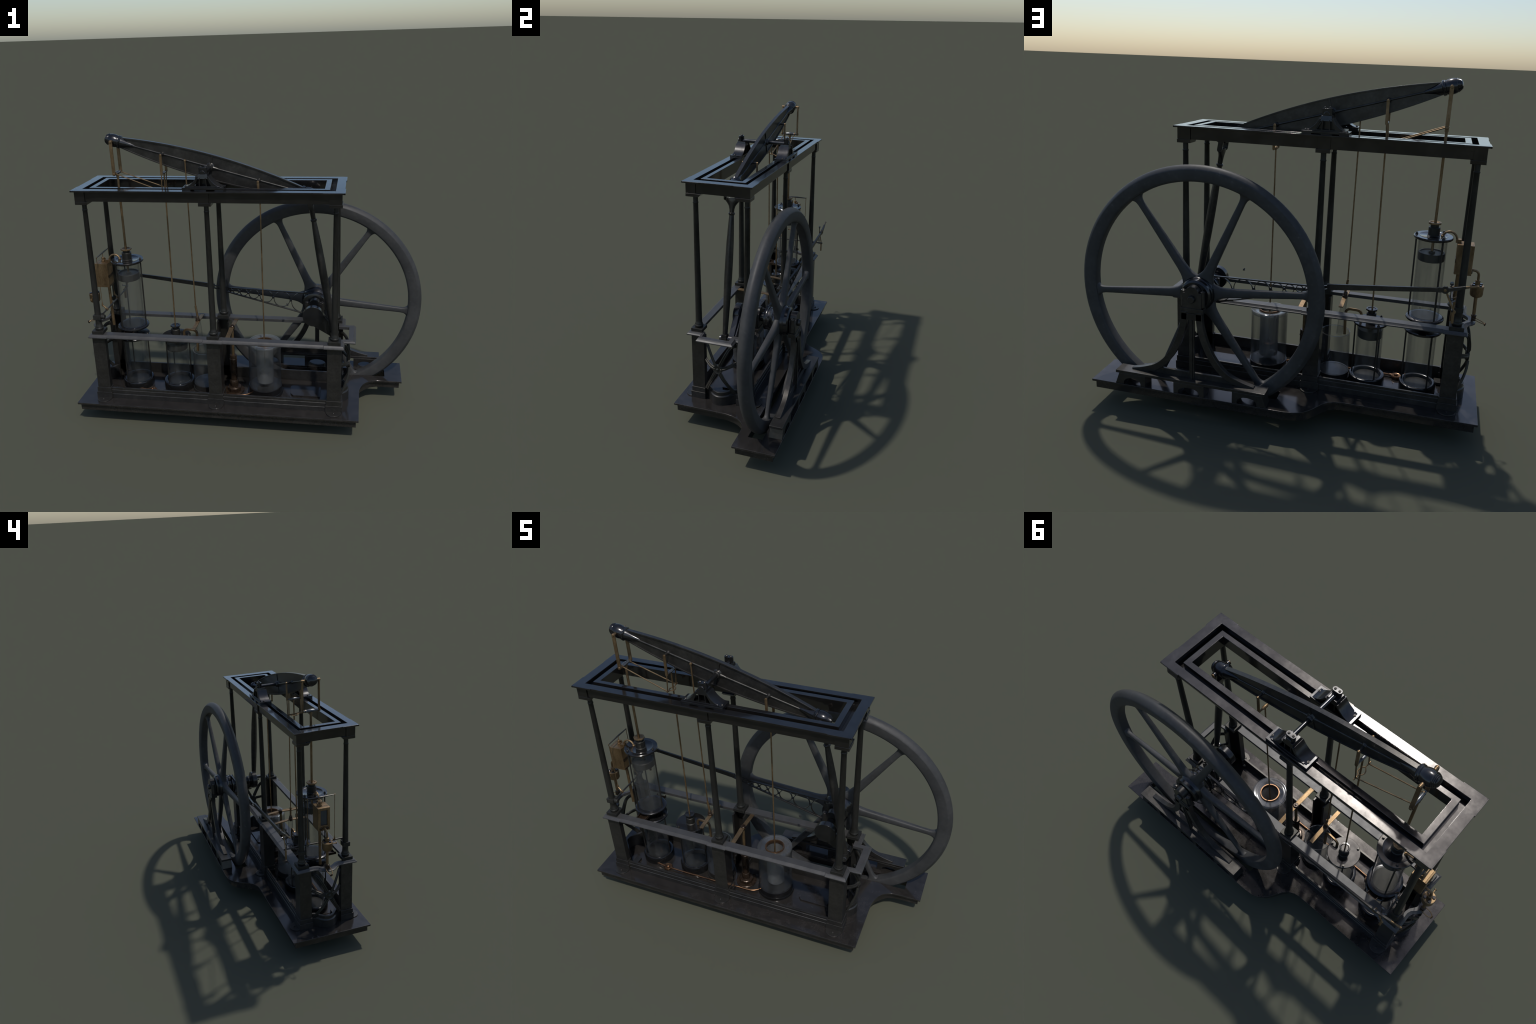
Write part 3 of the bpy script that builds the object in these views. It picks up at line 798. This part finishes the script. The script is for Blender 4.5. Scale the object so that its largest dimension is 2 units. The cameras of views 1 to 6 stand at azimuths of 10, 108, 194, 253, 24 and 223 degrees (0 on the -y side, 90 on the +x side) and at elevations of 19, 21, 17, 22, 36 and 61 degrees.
# copper water pipe along the tray
bm = B()
tube(bm, spline([(-.700, -.163, .150), (-.665, -.166, .150), (-.630, -.171, .150), (-.615, -.172, .150)], 3), .0052, 10)
tube(bm, spline([(-.565, -.175, .150), (-.50, -.1775, .150), (-.40, -.1785, .150), (-.283, -.178, .150), (-.20, -.177, .150), (-.118, -.174, .150), (-.06, -.1735, .150),
                 (-.025, -.170, .150), (0.0, -.155, .150), (.02, -.13, .150)], 4), .0052, 10)
pipe = part('water_pipe', bm, COPPER)
bm = B()
lathe(bm, [(.0215, .1386), (.0215, .142), (.0260, .146), (.0260, .153), (.0240, .1555), (.0200, .1540), (.0100, .1540), (.0095, .160), (.007, .162), (0, .162)], (-.590, -.172, 0), seg=28)
rod(bm, (-.620, -.172, .150), (-.608, -.172, .150), .0075, 12); rod(bm, (-.572, -.1735, .150), (-.556, -.175, .150), .0072, 12)
part('stop_valve', bm, COPPER, pipe)
bm = B(); rod(bm, (-.582, -.166, .154), (-.576, -.170, .176), .0016, 8); part('valve_pin', bm, STEEL, pipe)

# ------------------------------------------------------------------ steam chest and valve gear (left end)
bm = B()
box(bm, -.8855, -.8145, -.1185, -.0425, .789, .935)
chest = part('steam_chest', bm, BRASS, bevel=0.0012)
bm = B()
loops(bm, [[(x, -.1185 + d, .789 + e0), (x, -.0425 - d, .789 + e0), (x, -.0425 - d, .935 - d), (x, -.1185 + d, .935 - d)]
           for x, d, e0 in ((-.8856, 0, 0.0), (-.8925, .0005, .0005), (-.8935, .0025, .0025), (-.8935, .0155, .031), (-.8905, .0175, .033), (-.8858, .0185, .034))], wrap=True)
part('window_frame', bm, BRASS, chest, bevel=0.0006)
bm = B(); box(bm, -.8872, -.8858, -.0995, -.0615, .824, .9160); part('window_pane', bm, PANE, chest)
bm = B()
for y in (-.101, -.060):
    lathe(bm, [(.0085, 0), (.0085, .003), (.006, .0045), (0, .0045)], (-.8935, y, .8035), (-1, 0, 0), 16)
part('chest_bolt', bm, BRONZE, chest)
bm = B(); box(bm, -.8146, -.8128, -.1150, -.0460, .845, .862); box(bm, -.8146, -.8130, -.112, -.050, .789, .799)
part('chest_strap', bm, BRONZE, chest, bevel=0.0004)
bm = B()
box(bm, -.832, -.806, -.096, -.072, .9352, .9520)
part('pipe_block', bm, BRASS, chest, bevel=0.001)
bm = B()
tube(bm, spline([(-.812, -.084, .950), (-.806, -.084, .966), (-.793, -.084, .979), (-.775, -.0845, .983), (-.757, -.086, .977), (-.746, -.088, .964), (-.744, -.089, .957)], 4), .0055, 12)
lathe(bm, [(.009, 0), (.009, .004), (.0065, .006)], (-.744, -.089, .9576), (0, 0, 1), 14)
part('steam_pipe', bm, BRASS, chest)
bm = B()
lathe(bm, [(.0115, .9351), (.0115, .944), (.0085, .945), (.0085, .953), (.0105, .954), (.0105, .960), (.006, .962), (0, .962)], (-.855, -.072, 0), seg=20)
box(bm, -.866, -.845, -.065, -.055, .9351, .952)
rod(bm, (-.855, -.072, .96), (-.854, -.072, .985), .0022, 8)
part('valve_gland', bm, BRASS, chest, bevel=0.0006)
bm = B()                                                # rocking lever over the chest
sweep(bm, [(-.8525, -.166, .9885), (-.8535, -.120, .988), (-.8545, -.085, .9878), (-.854, -.060, .9878), (-.8525, -.02, .988), (-.8515, .006, .9885)],
      lambda t: circ(.0026 + .0028 * (1 - abs(2 * t - 1)), 8))
lever = part('valve_lever', bm, IRON)
bm = B()
for y in (-.166, .006):
    lathe(bm, [(0, -.0045), (.004, -.002), (.004, .002), (0, .0045)], (-.852, y, .9885), (0, 0, 1), 10)
rod(bm, (-.8522, -.166, .988), (-.8492, -.166, .690), .0018, 8)
rod(bm, (-.8515, .006, .988), (-.842, .004, .700), .0018, 8)
for x, y, z in ((-.8492, -.166, .694), (-.842, .004, .694)):
    lathe(bm, [(.0022, .022), (.0050, .004), (.0055, 0), (.0035, -.006)], (x, y, z), (0, 0, 1), 10)
    tube(bm, [(x, y, z), (x + .014, y - .004, z - .008), (-.820, y - .010, z - .019)], .0042, 8)
    lathe(bm, [(.0085, -.005), (.0085, .005)], (-.820, y - .010, .6745), (0, 1, 0), 14)
part('lever_rod', bm, BRASS, lever)
bm = B(); rod(bm, (-.820, -.238, .6735), (-.820, .148, .6735), .0048, 14)
part('rock_shaft', bm, IRON, lever)
bm = B()                                                # small arms on the rock shaft
box(bm, -.829, -.811, -.010, .010, .668, .681)
tube(bm, [(-.822, .010, .676), (-.806, .0, .690), (-.800, -.004, .693)], .005, 8)
for p in ((-.806, .126, .798), (-.806, .126, .700)):
    lathe(bm, [(.007, -.004), (.009, -.002), (.009, .003), (.006, .005)], p, (0, 1, 0), 14)
rod(bm, (-.806, .126, .795), (-.808, .126, .668), .0028, 8)
rod(bm, (-.808, .120, .703), (-.830, .108, .712), .0030, 8)
part('rock_arm', bm, STEEL, lever)
bm = B()                                                # clamp on the front-left column
box(bm, PX[0] - .022, PX[0] + .022, YF - .022, YF + .022, .640, .668)
lathe(bm, [(.014, 0), (.014, .020), (.012, .022), (0, .022)], (-.832, YF - .002, .655), (1, 0, 0), 20)
part('column_clamp', bm, DULL, lever, bevel=0.001)
bm = B(); box(bm, PX[0] - .020, PX[0] + .020, YR - .020, YR + .020, .640, .664)
part('column_clamp', bm, DULL, lever, bevel=0.001)
bm = B(); rod(bm, (-.835, -.076, .790), (-.829, -.080, .530), .0085, 16)
part('exhaust_pipe', bm, BRASS, chest)

# drain pot
bm = B()
lathe(bm, [(0, .678), (.020, .678), (.0275, .683), (.0305, .690), (.0315, .726), (.0325, .728), (.0325, .734), (.030, .736), (0, .736)], (-.930, YB + .002, 0), seg=36)
pot = part('drain_pot', bm, BRASS)
bm = B()
for a in range(4):
    q = (-.930 + .021 * cos(a * pi / 2 + .6), YB + .002 + .021 * sin(a * pi / 2 + .6))
    hexnut(bm, (*q, .736), .0082, .006, seg=14, dome=False)
part('pot_nut', bm, LID, pot)
bm = B()
lathe(bm, [(.0115, .736), (.0115, .756), (.0125, .757), (.0125, .760), (.009, .762)], (-.930, YB + .002, 0), seg=20)
tube(bm, spline([(-.930, YB + .002, .758), (-.930, YB + .002, .782), (-.927, YB + .003, .797), (-.917, YB + .004, .806), (-.904, YB + .005, .8085), (-.889, YB + .005, .8085)], 4), .0062, 12)
lathe(bm, [(.0095, 0), (.0095, .004)], (-.893, YB + .005, .8085), (1, 0, 0), 16)
part('pot_pipe', bm, BRASS, pot)
bm = B()
rod(bm, (-.930, YB + .002, .680), (-.932, YB + .003, .575), .0082, 16)
part('pot_stem', bm, BRASS, pot)
bm = B()
box(bm, -.9425, -.9215, YB - .008, YB + .014, .5556, .5785)
lathe(bm, [(.012, .5785), (.0135, .580), (.0135, .584), (.0085, .587)], (-.932, YB + .003, 0), seg=16)
lathe(bm, [(.0055, 0), (.0055, .004), (.003, .006)], (-.932, YB + .014, .566), (0, 1, 0), 12)
part('drain_cock', bm, BRONZE, pot, bevel=0.001)
bm = B()
tube(bm, spline([(-.934, YB + .016, .566), (-.955, YB + .017, .557), (-.975, YB + .014, .549), (-.986, YB + .006, .5435), (-.988, YB + .002, .5425),
                 (-.986, YB - .004, .5435), (-.975, YB - .011, .549), (-.955, YB - .013, .557), (-.934, YB - .010, .566)], 4), .0024, 8)
part('cock_handle', bm, BRASS, pot)
bm = B(); lathe(bm, [(.0035, 0), (.0085, .001), (.009, .004), (.006, .006), (0, .006)], (-.9865, YB + .002, .5425), (-.9, 0, -.35), 16)
part('handle_knob', bm, BRONZE, pot)
bm = B(); rod(bm, (-.930, YB - .028, .714), (-.929, -.139, .714), .0035, 10); lathe(bm, [(.004, 0), (.007, .001), (.007, .003), (0, .004)], (-.929, -.138, .714), (0, -1, 0), 12)
part('drain_nipple', bm, BRASS, pot)

# ------------------------------------------------------------------ crankshaft, crank, connecting rod
AX, AZ = 0.3745, 0.6255
def around(bm, prof, seg=40): lathe(bm, prof, (AX, 0, AZ), (0, 1, 0), seg)
bm = B(); around(bm, [(0.0155, -0.045), (0.0155, 0.305), (0.0145, 0.309), (0, 0.309)], 28)
cshaft = part('crankshaft', bm, SMOOTH)
PIN = V((0.4985, YB, 0.5195))
bm = B()
def crank_outline(r0, r1, k=0):
    a = V((AX, 0, AZ)); b = V((PIN.x, 0, PIN.z)); d = b - a; L = d.length; d.normalize(); n = V((-d.z, 0, d.x)); out = []
    th = math.acos((r0 - r1) / L)
    for j in range(21):
        t = th + (2 * pi - 2 * th) * j / 20; p = a + d * (r0 * cos(t)) + n * (r0 * sin(t)); out.append((p.x, p.z))
    for j in range(13):
        t = -th + 2 * th * j / 12; p = b + d * (r1 * cos(t)) + n * (r1 * sin(t)); out.append((p.x, p.z))
    return out
prism(bm, crank_outline(0.0525, 0.024), -0.056, -0.026, 'xz')
prism(bm, crank_outline(0.030, 0.018), -0.0262, -0.016, 'xz')
around(bm, [(0.0600, -0.062), (0.0600, -0.030), (0.0585, -0.0285), (0.040, -0.0285)], 48)
lathe(bm, [(0.0245, -0.060), (0.0265, -0.058), (0.0265, -0.020), (0.0245, -0.018)], (PIN.x, 0, PIN.z), (0, 1, 0), 28)
crank = part('crank', bm, SMOOTH, cshaft, bevel=0.0015)
bm = B(); lathe(bm, [(0.0115, YB - 0.022), (0.0115, -0.05)], (PIN.x, 0, PIN.z), (0, 1, 0), 20)
lathe(bm, [(0.0145, YB - 0.028), (0.0150, YB - 0.026), (0.0150, YB - 0.020), (0.0145, YB - 0.018)], (PIN.x, 0, PIN.z), (0, 1, 0), 20)
part('crank_pin', bm, STEEL, cshaft)
TOP = on_beam(0.5505)
bm = B()
ax = V((PIN.x - TOP.x, 0, PIN.z - TOP.z)); RL = ax.length; ax.normalize(); side = V((-ax.z, 0, ax.x))
def fluted(r, n=40):
    """rounded cross section with four shallow flutes"""
    return [(r * (1 - 0.10 * (0.5 - 0.5 * cos(4 * t))) * cos(t), r * (1 - 0.10 * (0.5 - 0.5 * cos(4 * t))) * sin(t))
            for t in (2 * pi * k / n for k in range(n))]
def at(s): return TOP + ax * s
prof = [(0.152, 0.0128), (0.160, 0.0135), (0.20, 0.0160), (0.30, 0.0205), (0.40, 0.0222), (0.50, 0.0222), (0.60, 0.0205), (0.70, 0.0180), (0.78, 0.0158), (0.822, 0.0145)]
rings = []
for s, r in prof:
    c = at(s); rings.append([c + side * a + V((0, 1, 0)) * b for a, b in fluted(r)])
loops(bm, rings)
lathe(bm, [(0.0128, 0.140), (0.0165, 0.142), (0.0185, 0.146), (0.0165, 0.150), (0.0165, 0.153), (0.0135, 0.156)], TOP, ax, 28)
conrod = part('connecting_rod', bm, IRON, angle=50)
bm = B()                                                # bell-mouthed fork astride the beam end
fork = [(0.143, 0.0125, 0.0125), (0.125, 0.0130, 0.0135), (0.105, 0.0135, 0.0190), (0.090, 0.0145, 0.0300), (0.078, 0.0150, 0.0410), (0.062, 0.0145, 0.0465)]
def oval(s, a, b, n=28): return [at(s) + side * (a * cos(t)) + V((0, b * sin(t), 0)) for t in (2 * pi * k / n for k in range(n))]
loops(bm, [oval(*f) for f in fork])
for s in (-1, 1):
    o = V((0, s * 0.0420, 0)); link(bm, TOP + o, at(0.066) + o, 0.0125, 0.0085)
    lathe(bm, [(0.011, 0), (0.011, 0.004), (0.009, 0.006), (0, 0.006)], TOP + V((0, s * 0.046, 0)), (0, s, 0), 20)
part('rod_fork', bm, SMOOTH, conrod, bevel=0.001, angle=45)
bm = B()
q = at(0.838); R = Matrix.Rotation(math.atan2(ax.x, -ax.z), 4, 'Y')
c = bmesh.ops.create_cube(bm, size=1.0, matrix=Matrix.Translation(q) @ R.inverted() @ Matrix.Diagonal((0.036, 0.030, 0.030, 1)))
lathe(bm, [(0.017, -0.0165), (0.019, -0.015), (0.019, 0.015), (0.017, 0.0165)], PIN, (0, 1, 0), 24)
part('big_end', bm, DULL, conrod, bevel=0.002)

# ------------------------------------------------------------------ flywheel
WY = 0.2010
bm = B()
rim = [(0.5500, -0.024), (0.5560, -0.0285), (0.5600, -0.0305), (0.6035, -0.0315)]       # flat cheeks, domed tread
rim += [(0.6050 + 0.0205 * (1 - (1 - k / 7) ** 2), 0.0312 * (k / 7 - 1)) for k in range(15)]
rim += [(0.6035, 0.0315), (0.5600, 0.0305), (0.5560, 0.0285), (0.5500, 0.024), (0.5485, 0.018), (0.5480, 0.0), (0.5485, -0.018)]
lathe(bm, rim, (AX, WY, AZ), (0, 1, 0), 160, closed=True)
wheel = part('flywheel', bm, WHEEL, bevel=0.0012, angle=30)
bm = B()
SP = [(0.020, 0.075), (0.050, 0.062), (0.075, 0.047), (0.092, 0.0375), (0.108, 0.0300), (0.128, 0.0255), (0.155, 0.0230), (0.25, 0.0210), (0.38, 0.0183),
      (0.47, 0.0162), (0.512, 0.0160), (0.527, 0.0182), (0.537, 0.0225), (0.5435, 0.0280), (0.5490, 0.0370)]
def superoval(w, t, n=24, e=0.62):
    f = lambda c: (abs(c) ** e) * (1 if c >= 0 else -1)
    return [(w * f(cos(2 * pi * k / n)), t * f(sin(2 * pi * k / n))) for k in range(n)]
for k in range(6):
    a = radians(-5.6 + 60 * k); d = V((cos(a), 0, sin(a))); n = V((-sin(a), 0, cos(a)))
    o = V((AX, WY, AZ)); rings = []
    for r, w in SP:
        t = 0.0210 - 0.0080 * min(1, r / 0.45) + (0.007 * max(0, (r - 0.525) / 0.024) ** 2 if r > 0.525 else 0)
        rings.append([o + d * r + n * x + V((0, y, 0)) for x, y in superoval(w, t)])
    loops(bm, rings)
part('spoke', bm, WHEEL, wheel, angle=60)
bm = B()
o = lambda p: around(bm, p, 48)
o([(0.058, 0.134), (0.0640, 0.137), (0.0660, 0.141), (0.0660, 0.153), (0.0680, 0.156), (0.0800, 0.166), (0.0860, 0.182), (0.0860, 0.223), (0.0820, 0.232),
   (0.0790, 0.236), (0.0790, 0.253), (0.0700, 0.2605), (0.0500, 0.2605), (0.046, 0.262), (0.020, 0.262)])
part('hub', bm, SMOOTH, wheel, bevel=0.001)

# outer pedestal bearing and its A-frame
def pillow(bm, y0, y1, z0, hw, r, cap=True):
    prism(bm, [(AX - hw, z0), (AX + hw, z0), (AX + hw, AZ + 0.024), (AX + hw - 0.004, AZ + 0.030), (AX + r + 0.001, AZ + 0.030)]
          + [(AX + r * cos(t), AZ + 0.030 + r * 0.92 * sin(t)) for t in (pi * k / 14 for k in range(1, 14))]
          + [(AX - r - 0.001, AZ + 0.030), (AX - hw + 0.004, AZ + 0.030), (AX - hw, AZ + 0.024)], y0, y1, 'xz')
bm = B()
pillow(bm, 0.264, 0.300, 0.578, 0.049, 0.034)
box(bm, AX - 0.058, AX + 0.058, 0.262, 0.303, 0.553, 0.578)
for s in (-1, 1):
    lathe(bm, [(0.0125, AZ - 0.043), (0.0125, AZ + 0.036), (0.011, AZ + 0.037)], (AX + s * 0.0485, 0.2815, 0), seg=20)
    hexnut(bm, (AX + s * 0.0485, 0.2815, AZ + 0.037), 0.006, 0.003, seg=12)
around(bm, [(0.0185, 0.300), (0.0195, 0.302), (0.0195, 0.308), (0.016, 0.316), (0, 0.317)], 24)
ped = part('pedestal_bearing', bm, IRON, bevel=0.0012)
bm = B()
legs = {1: [(0.036, 0.560), (0.040, 0.500), (0.054, 0.440), (0.078, 0.375), (0.112, 0.315), (0.155, 0.265), (0.205, 0.232), (0.262, 0.216), (0.318, 0.209)]}
for s in (-1, 1):
    pts = spline([(AX + s * (a + 0.002), 0.2925, b) for a, b in legs[1]], 3)
    sec = lambda t: [(0.0158 * (1 - .62 * max(0, t - .8) / .2) * a, 0.0135 * b) for a, b in ((-1, -1), (1, -1), (1, 1), (-1, 1))]
    sweep(bm, pts, sec, up=(0, 1, 0))
box(bm, AX - 0.052, AX + 0.052, 0.276, 0.306, 0.519, 0.5525)
box(bm, AX - 0.013, AX + 0.013, 0.287, 0.303, 0.205, 0.519)
box(bm, AX - 0.005, AX + 0.005, 0.303, 0.308, 0.205, 0.519)
box(bm, AX - 0.215, AX + 0.215, 0.286, 0.299, 0.207, 0.238)
part('bearing_frame', bm, IRON, ped, bevel=0.0012)
bm = B()
fy0, fy1 = 0.267, 0.3405
box(bm, -0.012, 0.768, fy0, fy1, 0.1935, 0.2080)
def foot(x0, x1, sl0, sl1):
    """block with an arch through it; outer ends may rake"""
    m = (x0 + x1) / 2; hw = (x1 - x0) / 2 - 0.026; n = 8; z0, z1 = ZB, 0.1935
    arch = [(m + hw * 1.0, z0)] + [(m + hw * cos(t), z0 + 0.012 + 0.026 * sin(t)) for t in (pi * k / n for k in range(n + 1))] + [(m - hw, z0)]
    prism(bm, [(x0 - sl0, z0), (x0, z1), (x1, z1), (x1 + sl1, z0)] + arch, fy0, fy1, 'xz')
foot(0.002, 0.152, 0.020, 0); foot(0.296, 0.456, 0, 0); foot(0.608, 0.750, 0, 0.020)
part('pedestal_footing', bm, IRON, ped, bevel=0.0014)

# inner pedestal bearing on the waist rail
bm = B()
pillow(bm, 0.050, 0.086, 0.572, 0.045, 0.030)
box(bm, AX - 0.062, AX + 0.062, 0.046, 0.090, 0.5552, 0.572)
for s in (-1, 1):
    lathe(bm, [(0.012, AZ - 0.04), (0.012, AZ + 0.035), (0.011, AZ + 0.036)], (AX + s * 0.044, 0.068, 0), seg=18)
    hexnut(bm, (AX + s * 0.044, 0.068, AZ + 0.036), 0.0055, 0.004, seg=8)
part('pedestal_bearing', bm, IRON, bevel=0.0012)
bm = B(); around(bm, [(0.030, -0.014), (0.034, -0.010), (0.034, 0.002), (0.028, 0.006), (0.022, 0.020), (0.022, 0.046)], 32)
around(bm, [(0.0255, 0.090), (0.0255, 0.118)], 28)
part('shaft_collar', bm, SMOOTH, cshaft)

# ------------------------------------------------------------------ eccentric and its lattice rod
EY = 0.128
bm = B()
lathe(bm, [(0.066, EY - 0.012), (0.070, EY - 0.010), (0.0665, EY - 0.005), (0.0665, EY + 0.005), (0.070, EY + 0.010), (0.066, EY + 0.012)], (AX - 0.006, 0, AZ), (0, 1, 0), 48)
ecc = part('eccentric', bm, SMOOTH)
bm = B()
ey = lambda t: EY + (0.140 - EY) * t
TA, TBm = V((0.365, EY, 0.6905)), V((0.325, EY, 0.5545))
JN = V((-0.235, 0.139, 0.706)); 
ta, tb = V((-0.200, 0.138, 0.7085)), V((-0.200, 0.138, 0.6885))
strip = [(-.0032, -.0055), (.0032, -.0055), (.0032, .0055), (-.0032, .0055)]
sweep(bm, [TA, TA.lerp(ta, .5), ta, V((-0.262, .140, .722))], strip, up=(0, 1, 0))
sweep(bm, [TBm, TBm.lerp(tb, .5), tb, V((-0.262, .140, .706))], strip, up=(0, 1, 0))
def tr(f):                                              # gap between the chords at fraction f from the eccentric
    return TA.lerp(ta, f), TBm.lerp(tb, f)
f = 0.095
cells = []
while f < 0.93:                                         # rings shrinking towards the point
    p, q = tr(f); h = (p - q).length / 2 - 0.003
    cells.append((p.lerp(q, .5), h)); f += h * 1.02 / 0.55 + 0.0165 + h * 0.8 / 0.55
for c, h in cells:
    sweep(bm, [c + V((h * cos(t), 0, h * sin(t))) for t in (2 * pi * k / 36 for k in range(36))], [(-.0016, -.0045), (.0016, -.0045), (.0016, .0045), (-.0016, .0045)], up=(0, 1, 0), closed=True)
for (c, h), (c2, h2) in zip(cells, cells[1:]):
    m = c + (c2 - c) * (h / (h + h2))
    lathe(bm, [(0.0055, -.006), (0.0055, .006)], m, (0, 1, 0), 12)
part('lattice_rod', bm, IRON, ecc, bevel=0.0006)
bm = B()
A0, A1 = V((-0.245, 0.140, 0.7140)), V((-0.7800, 0.150, 0.7725))
def bar_sec(t):
    h = 0.0145 - 0.005 * t if t < .93 else 0.0095
    return [(-h, -.005), (h, -.005), (h, .005), (-h, .005)]
sweep(bm, [A0.lerp(A1, k / 12) for k in range(13)], bar_sec, up=(0, 1, 0))
lathe(bm, [(0.0175, -.0055), (0.0175, .0055)], A1, (0, 1, 0), 24)
sweep(bm, [A1 + V((0.03, 0, -.003)), A1, A1 + V((-.03, -.001, .006)), V((-.868, .1465, .795))],
      lambda t: [(a * (.012 - .006 * t), b) for a, b in ((-1, -.0055), (1, -.0055), (1, .0055), (-1, .0055))], up=(0, 1, 0))
ebar = part('eccentric_bar', bm, IRON, ecc, bevel=0.001)
bm = B()
lathe(bm, [(.0055, 0), (.0060, .010), (.0040, .022), (.0062, .045), (.0055, .056), (0, .060)], (-.866, .1467, .7945), (-.061, -.004, .0095), 14)
lathe(bm, [(.0068, 0), (.0068, .003), (0, .004)], A1 + V((0, .0055, 0)), (0, 1, 0), 16)
part('bar_handle', bm, BRASS, ebar)
bm = B()
HB = V((-.8265, .138, .668))
sweep(bm, [A1 + V((0, -.012, 0)), A1.lerp(HB, .5) + V((0, -.008, 0)), HB + V((0.002, 0, .012))], [(-.0042, -.0025), (.0042, -.0025), (.0042, .0025), (-.0042, .0025)], up=(0, 1, 0))
lathe(bm, [(.0105, -.004), (.0105, .004)], HB, (0, 1, 0), 18)
box(bm, HB.x - .006, HB.x + .006, HB.y - .004, HB.y + .004, HB.z - .055, HB.z - .008)
rod(bm, A1 + V((0, -.016, 0)), A1, .005, 12)
part('drop_link', bm, BRASS, ebar, bevel=0.0008)

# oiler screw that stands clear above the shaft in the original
bm = B()
hexnut(bm, (0.228, -0.040, 0.688), 0.0065, 0.006, (-.75, 0, -.5)); rod(bm, (0.228, -0.040, 0.688), (0.219, -0.040, 0.694), .0024, 8)
part('oiler_screw', bm, IRON, cshaft)
